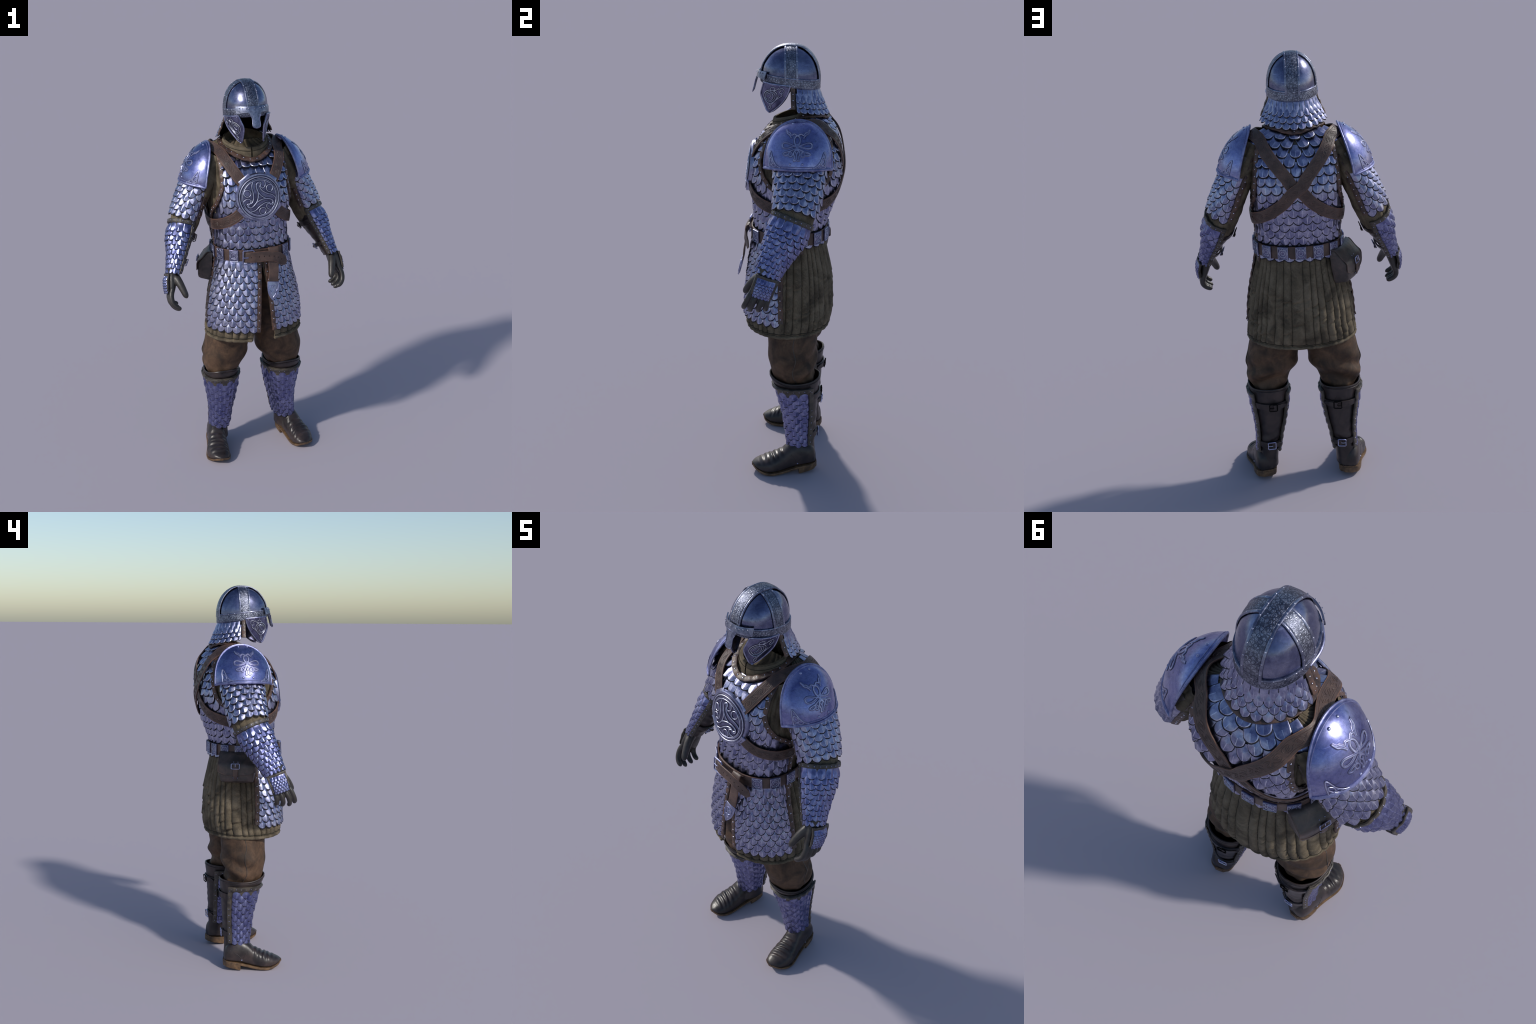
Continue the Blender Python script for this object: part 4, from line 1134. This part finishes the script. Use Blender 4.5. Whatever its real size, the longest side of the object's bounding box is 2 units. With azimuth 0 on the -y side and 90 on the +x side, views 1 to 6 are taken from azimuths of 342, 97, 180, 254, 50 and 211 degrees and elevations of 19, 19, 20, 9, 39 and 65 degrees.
# square engraved plates
def belt_plate():
    g = box((0, 0, .003), (1, 0, 0), (0, 1, 0), (0, 0, 1), .0235, .0290, .003, .4)
    z = .0063; s = 1.0
    st = lambda pts, r=.0011, c=True: g.join(tube(np.array([(x, y, z) for x, y in pts]), r, 5, c), 1)
    fr = lambda a, b: [(-a, -b), (a, -b), (a, b), (-a, b)]
    st([(x, y) for x, y in (fr(.0218, .0272) + [(-.0218, -.0272)])], .0013)
    cir = lambda r, n=18: [(r * math.cos(t), r * math.sin(t)) for t in np.linspace(0, 2*PI, n, endpoint=False)]
    st(cir(.0172)); st(cir(.0085), .0013)
    st([(0, .0265), (.0212, 0), (0, -.0265), (-.0212, 0)]); st(fr(.0140, .0140), .0010)
    for sx in (-1, 1):
        for sy in (-1, 1):
            st([(sx * .0212, sy * .0265), (sx * .012, sy * .015)], .0010, False)
    return g
BPM = belt_plate().mesh('belt_plate', [M_DISC, M_LINE])
ph_b = np.linspace(0, 2*PI, 721)
bp_, bn_ = belt_path(0, 2*PI, 721, 1.156, .0050)
kb = np.concatenate([[0], np.cumsum(np.linalg.norm(np.diff(bp_, axis=0), axis=1))])
sp = .0775
s_first = kb[360] + .006 - .0775 * 0
ss = [s_first + sp * i for i in range(-9, 10)]
for s in ss:
    p = np.array([np.interp(s, kb, bp_[:, j]) for j in range(3)]); n = unit(np.array([np.interp(s, kb, bn_[:, j]) for j in range(3)]))
    if p[1] < -.12 and -.125 < p[0] < .10: continue
    up = np.array([0, 0, 1.]); right = np.cross(up, n)
    m = np.eye(4); m[:3, 0] = right; m[:3, 1] = up; m[:3, 2] = n; m[:3, 3] = p
    put('belt_plate', BPM, belt, Matrix(m.tolist()))
# one plate left of the buckle
# buckle, belt end and hanging tail in front
g = buckle((-.068, -.194, 1.153), (-.05, -1, .05), (1, 0, -.03), .056, .070, .0036)
solo('belt_buckle', g, M_RIM, belt)
pts = curve([(-.092, -.182, 1.154), (-.06, -.196, 1.153), (-.02, -.200, 1.153), (.03, -.202, 1.152), (.065, -.202, 1.146), (.095, -.194, 1.130), (.118, -.184, 1.106), (.127, -.181, 1.094)], 50)
nn = np.array([unit((.25 * (x[0] > 0) * x[0] / .1, -1, .1)) for x in pts])
w = np.full(50, .052); w[44:] = np.linspace(.052, .020, 6)
g = ribbon(pts, nn, w, .0045)
bend = solo('belt_end', g, M_STRAP, belt)
tg_ = unit(np.gradient(pts, axis=0)); bt = np.cross(nn, tg_); e = Geo()
for sg in (-1, 1): e.join(tube(pts + bt * (sg * w / 2 * .96)[:, None] + nn * .003, .0016, 5))
solo('belt_end_edge', e, M_EDGE, belt)
h = Geo()
for i in (8, 16, 21, 26, 31, 36, 41): h.join(stud(pts[i] + nn[i] * .0044, nn[i], .0028, .15))
solo('belt_hole_disc', h, M_BLACK, belt, True)  # flat black discs laid on the strap in place of punched holes
# loop over the belt, tail hanging behind the belt end, metal chape
pts = curve([(.062, -.172, 1.180), (.062, -.188, 1.188), (.061, -.196, 1.175), (.060, -.197, 1.15), (.058, -.200, 1.11), (.056, -.207, 1.07), (.052, -.212, 1.03), (.050, -.217, 1.008)], 40)
nn = np.gradient(pts, axis=0); nn = unit(np.stack([np.zeros(40), nn[:, 2], -nn[:, 1]], 1)); nn[nn[:, 1] > .5] *= -1
g = ribbon(pts, nn, .050, .004)
solo('belt_tail', g, M_STRAP, belt)
tg_ = unit(np.gradient(pts, axis=0)); bt = np.cross(nn, tg_); e = Geo()
for sg in (-1, 1): e.join(tube(pts + bt * sg * .0245 + nn * .002, .0015, 5))
solo('belt_tail_edge', e, M_EDGE, belt)
ch = [(-.029, 0), (-.029, -.03), (-.024, -.058), (-.012, -.080), (0, -.092)]
P = np.zeros((16, 11, 3)); fw = spl([0, .03, .058, .080, .092], [.029, .0285, .0235, .011, .0015])
cd = unit([-.15, -.26, -1.]); cc = np.array([.050, -.219, 1.018])
for i, s in enumerate(np.linspace(0, .092, 16)):
    for j, u in enumerate(np.linspace(-1, 1, 11)): P[i, j] = cc + cd * s + np.array([1., 0, -.15]) * u * float(fw(s)) + np.array([0, -1., .25]) * .004 * (1 - u * u)
g = sheet(P, .006, False, (.05, -.1, .97))
chape = solo('strap_chape', g, M_ORN, belt)
g = tube(np.vstack([P[0], P[1:, -1], P[::-1, 0][:-1]]), .0018, 6, True)
cn = np.array([0, -1., .25])
lp = lambda pts: g.join(tube(np.array([cc + cd * b + np.array([1., 0, -.15]) * a + unit(cn) * .0048 for a, b in curve(pts, 30)]), .0013, 5))
for sg in (-1, 1):
    lp([(0, .016), (sg * .016, .022), (sg * .018, .040), (sg * .006, .050), (0, .036), (sg * -.008, .026), (0, .016)])
    lp([(0, .05), (sg * .012, .058), (sg * .004, .070), (0, .078)])
solo('chape_ornament', g, M_RIM, belt)

# ------------------------------------------------------------------ belt pouch on the right hip
def pouch():
    g = Geo(); YC, HY = .092, .093
    # side profile (x out, z) from the belt: back, bottom, bulging front, sloping top
    prof = np.array([(-.190, 1.140), (-.198, 1.06), (-.206, .998), (-.212, .992), (-.258, 1.003), (-.270, 1.012), (-.272, 1.022), (-.269, 1.082), (-.266, 1.092), (-.214, 1.147), (-.200, 1.150), (-.190, 1.140)])
    kk = np.concatenate([[0], np.cumsum(np.linalg.norm(np.diff(prof, axis=0), axis=1))]); q = np.stack([np.interp(np.linspace(0, kk[-1], 44), kk, prof[:, i]) for i in (0, 1)], 1)[:-1]
    ys = np.concatenate([[-1, -.985], np.linspace(-.95, .95, 24), [.985, 1]]); P = np.zeros((len(ys), 43, 3)); c = q.mean(0)
    for i, y in enumerate(ys):
        k = .80 if abs(y) == 1 else (.95 if abs(y) > .97 else 1.0)
        r = c + (q - c) * k
        lowz = np.clip((1.06 - r[:, 1]) / .06, 0, 1)
        P[i, :, 0] = r[:, 0] + (abs(y) ** 3) * .008; P[i, :, 1] = YC + y * HY * (1 - .12 * lowz); P[i, :, 2] = r[:, 1]
    P += (noise3(P * 60, 31) * .0012)[..., None]
    return g.add(P, grid_faces(len(ys), 43, True, True) + [tuple(range(43)), tuple((len(ys)-1)*43 + j for j in range(43))[::-1]])
PN = unit([-.913, .407, 0]); PT = np.array([PN[1], -PN[0], 0]); PA = np.array([-.249, .092, 0]) - PN * .270
def pouch_place(q):
    # (-x out, y along, z) of the block drawing -> hip position, outward face turned toward the back
    q = np.asarray(q, float); return PA + PN * (-q[..., :1]) + PT * (q[..., 1:2] - .092) + q[..., 2:] * np.array([0, 0, 1.])
gp = pouch(); gp.v = [pouch_place(v) for v in gp.v]
pch = solo('pouch', gp, M_POUCH)
# flap with stitched edge, strap and buckle
P = np.zeros((20, 24, 3)); prof = curve([(-.198, 1.154), (-.215, 1.151), (-.245, 1.120), (-.268, 1.097), (-.2735, 1.082), (-.2750, 1.055), (-.2755, 1.040)], 20)
for i, (x, z) in enumerate(prof):
    for j, u in enumerate(np.linspace(-1, 1, 24)):
        drop = (1 - abs(u) ** 4) if i > 10 else 1
        P[i, j] = (x + abs(u) ** 3 * .008, .092 + u * .0955, z + (1 - drop) * .018 * (i - 10) / 9)
P = pouch_place(P)
g = sheet(P, .003, False, (-.2, .07, 1.07))
solo('pouch_flap', g, M_POUCH, pch)
g = tube(np.vstack([P[2:, 0], P[-1], P[::-1, -1][:-2]]), .0022, 6)
solo('pouch_piping', g, M_STRAP, pch)
sp_ = np.array([P[12, 12] + PN * .003, P[16, 12] + PN * .004, P[19, 12] + PN * .004 - [0, 0, .004], P[19, 12] + PN * .001 - [0, 0, .020]])
g = ribbon(curve(sp_, 16), np.repeat((PN + [0, 0, .1])[None], 16, 0), np.array([.026] * 12 + [.024, .02, .014, .006]), .003)
solo('pouch_strap', g, M_STRAP, pch)
g = buckle(P[13, 12] + PN * .008, PN + [0, 0, .2], (0, 0, -1), .026, .042, .0022)
for dy in (-.011, .011): g.join(stud(P[10, 12] + PN * .001 + PT * dy, PN + [0, 0, .5], .0025)); g.join(stud(P[19, 12] + PN * .001 + PT * dy - [0, 0, .012], PN, .0025))
solo('pouch_buckle', g, M_RIM, pch)

# ------------------------------------------------------------------ legs (+x, mirrored)
TR = np.array([  # z, outer x, inner x, front y, back y
    (.43, .232, .105, -.030, .128), (.455, .244, .096, -.044, .136), (.475, .255, .084, -.054, .142), (.50, .265, .066, -.066, .142), (.53, .273, .048, -.076, .147),
    (.56, .274, .028, -.082, .150), (.60, .270, .019, -.086, .153), (.66, .258, .012, -.088, .154), (.72, .243, .008, -.092, .152), (.80, .225, .002, -.098, .150), (.90, .205, -.004, -.102, .150), (1.05, .17, -.006, -.105, .135)])
ft = spl(TR[:, 0], TR[:, 1:])
zz = np.concatenate([np.linspace(.43, .72, 80), np.linspace(.73, 1.05, 16)]); na = 110; a = np.linspace(0, 2*PI, na, endpoint=False)
P = np.zeros((len(zz), na, 3))
for i, z in enumerate(zz):
    xo, xi, yf, yb = ft(z); cx, ax, cy, ay = (xo + xi)/2, (xo - xi)/2, (yf + yb)/2, (yb - yf)/2
    s, c = np.sin(a), np.cos(a); e = 2 / 2.05
    P[i] = np.stack([cx + ax * np.sign(s) * np.abs(s) ** e, cy - ay * np.sign(c) * np.abs(c) ** e, np.full(na, z)], 1)
cen = P.mean(1, keepdims=True); Nn = unit((P - cen) * [1, 1, 0])
A2 = np.broadcast_to(a, P.shape[:2]); Z2 = P[..., 2]
# baggy folds: broad drapes sweeping round the back of the knee, gathered into the boot
back_ = np.clip(-np.cos(A2) + .35, 0, 1)
fold = np.sin(Z2 * 62 + np.cos(A2) * 2.6 + np.sin(A2) * 2.4) * .0100 * np.exp(-((Z2 - .545) / .075) ** 2) * (.25 + .75 * back_)
fold += np.sin(A2 * 9 + Z2 * 30) * .0030 * np.exp(-((Z2 - .475) / .035) ** 2)
fold += -.006 + noise3(P * 16, 41) * .006 * np.exp(-((Z2 - .55) / .12) ** 2)
P = P - [0, .007, 0] * np.ones_like(P)
P = P + Nn * fold[..., None]
g = Geo().add(P, grid_faces(len(zz), na, True))
trouser = pair('trouser_leg', g.mesh('trouser_leg', M_PANTS))
j = int(na * (100 / 360)); seam = P[:82:2, j] + Nn[:82:2, j] * .0005
g = tube(seam + np.array([[0, .006 * math.sin(k * .35), 0] for k in range(len(seam))]), .0018, 5)
pair('trouser_seam', g.mesh('trouser_seam', M_DTRIM), trouser)

# boot shaft
BO = np.array([(.06, .190, .049, .000, .144), (.10, .188, .048, .015, .141), (.14, .185, .049, .012, .138), (.18, .180, .052, .007, .138), (.24, .175, .057, -.002, .142), (.30, .170, .067, -.012, .147),
               (.36, .169, .077, -.027, .150), (.41, .169, .085, -.041, .153), (.44, .170, .088, -.050, .155), (.465, .170, .094, -.068, .158), (.51, .170, .096, -.080, .160)])
fb = spl(BO[:, 0], BO[:, 1:])
def BOOT(t, z):
    t, z = np.broadcast_arrays(np.asarray(t, float), np.asarray(z, float)); q = fb(z)
    s, c = np.sin(t), np.cos(t); e = 2 / 2.2; cy = (q[..., 2] + q[..., 3]) / 2; ay = (q[..., 3] - q[..., 2]) / 2
    tw = rad(6)
    x = q[..., 1] * np.sign(s) * np.abs(s) ** e; y = -ay * np.sign(c) * np.abs(c) ** e
    return np.stack([q[..., 0] + x * math.cos(tw) - y * math.sin(tw), cy + x * math.sin(tw) * .4 + y * math.cos(tw), z], -1)
BOOT_c = lambda z: np.array([float(fb(z)[0]), float((fb(z)[2] + fb(z)[3]) / 2), z])
def boot_frame(t, z): return frame(BOOT, t, z, BOOT_c(z))
def boot_top(t):
    c = math.cos(t); return .474 + (.027 * max(0, c) ** 2 + .010 * max(0, -c) ** 2)
na = 100; a = np.linspace(0, 2*PI, na, endpoint=False); P = np.zeros((50, na, 3))
for j, t in enumerate(a):
    zt = np.linspace(.06, boot_top(t), 50); P[:, j] = BOOT(np.full(50, t), zt)
Nn = unit((P - P.mean(1, keepdims=True)) * [1, 1, 0]); back = np.clip(-np.cos(a), 0, 1)[None]
wrk = np.sin(P[..., 2] * 120 + np.sin(a * 3)[None] * 1.5) * .0030 * np.exp(-((P[..., 2] - .22) / .07) ** 2) * back + noise3(P * 30, 51) * .002
P = P + Nn * wrk[..., None]
g = sheet(P, .006, True, (.175, .06, .3))
# foot: sections from heel to toe along the foot axis
FD = unit([.180, -.984, 0]); FS = np.array([-FD[1], FD[0], 0]); FO = np.array([.194, .145, 0])   # FS points outward (+x)
foot_t = np.array([  # s, half width, lateral shift, top z, bottom z
    (.000, .018, .0, .085, .050), (.006, .034, .0, .108, .047), (.02, .045, .0, .130, .045), (.05, .0515, .0, .150, .040), (.09, .0525, .0, .155, .033), (.125, .053, .001, .140, .024),
    (.155, .0555, .002, .116, .017), (.185, .0595, .003, .0985, .012), (.215, .0625, .003, .085, .010), (.245, .0600, .001, .0725, .012), (.270, .0510, -.003, .060, .018), (.290, .0370, -.006, .050, .026), (.300, .021, -.008, .044, .031), (.306, .008, -.008, .039, .034)])
ff = spl(foot_t[:, 0], foot_t[:, 1:])
ss_ = np.concatenate([np.linspace(0, .03, 8), np.linspace(.035, .28, 70), np.linspace(.284, .306, 10)]); na = 48; P = np.zeros((len(ss_), na, 3))
aa = np.linspace(0, 2*PI, na, endpoint=False)
for i, s in enumerate(ss_):
    w, sh, zt, zb = ff(s); h = zt - zb
    w = w - .0025
    lx = np.sign(np.sin(aa)) * np.abs(np.sin(aa)) ** .8 * w
    up = np.where(np.cos(aa) > 0, np.abs(np.cos(aa)) ** .9 * (h * .72) + h * .28, h * .28 - np.abs(np.cos(aa)) ** .5 * h * .28)
    wr = 0
    if .135 < s < .275:
        env = math.sin(PI * (s - .135) / .14) ** .6
        top = np.clip(np.cos(aa), 0, 1)
        wr = (np.sin(s * 270 + np.sin(aa) * 1.6 + np.sin(aa * 2 + s * 60) * .7) * .0028 + np.sin(s * 150 + np.sin(aa) * 3) * .0018) * env * top ** .6
    P[i] = FO + FD * s + FS * (sh + lx)[:, None] + np.array([0, 0, 1.]) * (zb + up + wr)[:, None]
g.add(P, grid_faces(len(ss_), na, True, True) + [tuple(range(na)), tuple((len(ss_)-1)*na + j for j in range(na))[::-1]])
boot = pair('boot', g.mesh('boot', M_BOOT, 60))
# top stitched band of the boot
p = np.array([BOOT(np.array([t]), np.array([boot_top(t)]))[0] for t in np.linspace(0, 2*PI, 81)[:-1]]); 
e = tube(p + unit((p - [.17, .045, .48]) * [1, 1, 0]) * -.002, .0035, 7, True)
p2 = np.array([sum(x * k for x, k in zip(boot_frame(t, boot_top(t) - .009), (1, .0018))) for t in np.linspace(0, 2*PI, 81)[:-1]])
e.join(tube(p2, .0012, 4, True)); pair('boot_cuff', e.mesh('boot_cuff', M_BOOT), boot)
# ankle seams
e = Geo()
def foot_pt(s, k):
    """k: angle round the section, 90 deg = outer side."""
    i = int(np.argmin(np.abs(ss_ - s))); j = int(round(k / 360 * na)) % na; return P[i, j]
for sd in (80, 280):
    e.join(tube(curve([foot_pt(.125, 60 if sd == 80 else 300), foot_pt(.105, sd), foot_pt(.098, 100 if sd == 80 else 260)], 12), .0013, 5))
    e.join(tube(curve([foot_pt(.03, 60 if sd == 80 else 300), foot_pt(.07, sd), foot_pt(.098, 100 if sd == 80 else 260)], 12), .0013, 5))
pair('boot_seam', e.mesh('boot_seam', M_BOOT), boot)
e = stud(foot_pt(.093, 95), FS, .0042); pair('boot_stud', e.mesh('boot_stud', M_ORN), boot)
# sole and heel block
so = Geo(); R_ = []
for s in np.concatenate([np.linspace(-.002, .03, 10), np.linspace(.04, .27, 30), np.linspace(.275, .308, 14)]):
    w, sh, zt, zb = ff(np.clip(s, 0, .306)); w = w + .0015
    if s < 0: w = .020
    if s > .305: w = .008
    th_ = .011
    zl = zb + .003
    cs = [(w, zl), (w + .001, zl - .004), (w - .001, zl - th_), (0, zl - th_ - .0005), (-w + .001, zl - th_), (-w - .001, zl - .004), (-w, zl), (0, zl + .001)]
    R_.append([FO + FD * s + FS * (sh + x) + np.array([0, 0, max(z, 0.0005)]) for x, z in cs])
so.add(np.array(R_), grid_faces(len(R_), 8, True) + [tuple(range(8))[::-1], tuple((len(R_)-1)*8 + j for j in range(8))])
R_ = []
for z, k in ((.026, 1.0), (.024, 1.0), (.003, .97), (0.0, .94)):
    o = []
    for s in np.linspace(0, 1, 15):
        sx = -.003 + .088 * s; w = (float(ff(max(0, sx))[0]) + .0015) * k if sx > 0 else .018
        o.append((sx if s else -.004, w))
    loop = [FO + FD * x + FS * w for x, w in o] + [FO + FD * x - FS * w for x, w in o[::-1]]
    R_.append([q + np.array([0, 0, z + (.018 + .002) * (1 - min(1, max(0, (q - FO) @ FD / .085)))]) for q in loop])
nl = len(R_[0]); so.add(np.array(R_), grid_faces(4, nl, True) + [tuple(range(nl))[::-1], tuple(3*nl + j for j in range(nl))])
pair('boot_sole', so.mesh('boot_sole', M_SOLE), boot)

# greave: leather panel with scales over the shin, straps and buckles behind
GA = rad(128)
def gre_top(t): return .452 + .000 * math.cos(t)
def gre_bot(t): return .142 - .034 * max(0, math.cos(t)) ** 1.0 * .9
def GRE(t, v):
    """v 0 top .. 1 bottom."""
    t, v = np.broadcast_arrays(np.asarray(t, float), np.asarray(v, float))
    zt = .452; zb = .142 - .014 * np.clip(np.cos(t) * 1.5 + .2, 0, 1)
    return BOOT(t, zt + (zb - zt) * v)
def gre_frame(t, v, lift):
    z = .452 + (float(.142 - .014 * min(1, max(0, math.cos(t) * 1.5 + .2))) - .452) * v
    p, n = boot_frame(t, z); return p + n * lift, n
P = np.zeros((30, 60, 3))
for i, v in enumerate(np.linspace(0, 1, 30)):
    for j, t in enumerate(np.linspace(-GA, GA, 60)): P[i, j] = gre_frame(t, v, .008)[0]
g = sheet(P, .006, False, (.175, .06, .3))
greave = pair('greave', g.mesh('greave', M_DTRIM))
g = Geo(); r = Geo()
for t in (-GA + .04, GA - .04):
    q = [gre_frame(t, v, .010) for v in np.linspace(0, 1, 50)]
    x, y = trim(np.array([a for a, _ in q]), np.array([b for _, b in q]), .022, .005, .033, .0028); g.join(x); r.join(y)
q = [gre_frame(t, .028, .010) for t in np.linspace(-GA, GA, 70)]
x, y = trim(np.array([a for a, _ in q]), np.array([b for _, b in q]), .022, .005, .026, .0028); g.join(x); r.join(y)
pair('greave_trim', g.mesh('greave_trim', M_DTRIM), greave)
pair('greave_rivets', r.mesh('greave_rivets', M_ORN), greave, True)
scale_field('greave*', GRE, np.linspace(.055, .88, 13), -GA + .16, GA - .16, .043, ncol=8, lift=.007, tilt=.0065, outward=lambda p: (p - np.array([.175, .06, p[2]])))
sg = Geo(); bd = Geo(); bb = Geo()
for k, (z, w) in enumerate(((.398, .030), (.188, .030))):
    q = [boot_frame(t, z) for t in np.linspace(GA - .1, 2*PI - GA + .1, 40)]
    p = np.array([a + b * .005 for a, b in q]); n = np.array([b for _, b in q])
    sg.join(ribbon(p, n, w, .005)); i = 21
    right = unit(p[i + 1] - p[i - 1])
    (bd if k == 0 else bb).join(buckle(p[i] + n[i] * .010, n[i], right, .036, .036, .0026))
    tail = np.array([p[i] + n[i] * .008, p[i + 6] + n[i + 6] * .0075, p[i + 11] + n[i + 11] * .0075, p[i + 14] + n[i + 14] * .011])
    sg.join(ribbon(curve(tail, 14), np.stack([n[i + k] for k in range(14)]), np.concatenate([np.full(9, w * .85), np.linspace(w * .85, w * .25, 5)]), .003))
pair('greave_strap', sg.mesh('greave_strap', M_BOOT), greave)
pair('buckle', bd.mesh('buckle', M_BLACK), greave)
pair('buckle', bb.mesh('buckle', M_RIM), greave)

solo('coat_rivets', RIV_ALL, M_STUD, coat, True)

# ------------------------------------------------------------------ place the scales
PARENT = {'scale_coat': (coat,), 'aventail': (avent,), 'scale_sleeve*': ssl, 'bracer*': bracer, 'hand_guard*': glove, 'greave*': greave}
MAT = {'scale_coat': M_SCALE, 'aventail': M_SCALE, 'scale_sleeve*': M_SCALE, 'bracer*': M_SCALE2, 'hand_guard*': M_SCALE2, 'greave*': M_SCALE2}
order = sorted(range(len(SCALES)), key=lambda i: -SCALES[i]['area'] * (1 if SCALES[i]['group'] == 'scale_coat' else .5))
single = set(order[:300])
# scales that lie under a strap or the medallion are pressed flat
for s in SCALES:
    if s['group'] != 'scale_coat': continue
    c = s['p'] - s['u'] * s['l'] * .55
    d = min(np.linalg.norm(PRESS - c, axis=1).min(), np.linalg.norm(PRESS - (s['p'] - s['u'] * s['l'] * .8), axis=1).min(), np.linalg.norm(PRESS - (s['p'] - s['u'] * s['l']), axis=1).min())
    if s['p'][2] > 1.56: s['flat'] *= float(np.interp(s['p'][2], [1.56, 1.62], [1, .62]))
    if d < .034: s['flat'] = .35
    if np.linalg.norm(PRESS_BELT - (s['p'] - s['u'] * s['l']), axis=1).min() < .030: s['flat'] = .5
    q = c - MC
    if c[1] < 0 and math.hypot(q[0], q[2]) < MR + .012: s['flat'] = .2
SLOTS = lambda m: [m, M_WORN if m is M_SCALE else M_WORN2, M_SHADE_LINE]
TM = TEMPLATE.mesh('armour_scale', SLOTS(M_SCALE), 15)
BEND = {'bracer*': .055, 'greave*': .070, 'scale_sleeve*': .085, 'aventail': .14, 'hand_guard*': .09}   # radius each part's scales are bent to
rest = {}
for i, s in enumerate(SCALES):
    m = scale_matrix(s)
    if i in single and s['group'] == 'scale_coat':
        put('scale', TM, coat, Matrix(m.tolist()))
    else:
        g = rest.setdefault(s['group'], Geo())
        V = T_V.copy(); V[:, 2] -= V[:, 0] ** 2 * s['w'] / (2 * BEND.get(s['group'], .25)) / max(.3, s['flat'])
        g.add(V @ m[:3, :3].T + m[:3, 3], T_F, TEMPLATE.mi)
for k, g in rest.items():
    me = g.mesh('scales', SLOTS(MAT[k]), 15)
    for par in PARENT[k]:
        put('scales', me, par, None, True)
print('SCALES', len(SCALES), {k: sum(1 for s in SCALES if s['group'] == k) for k in PARENT})
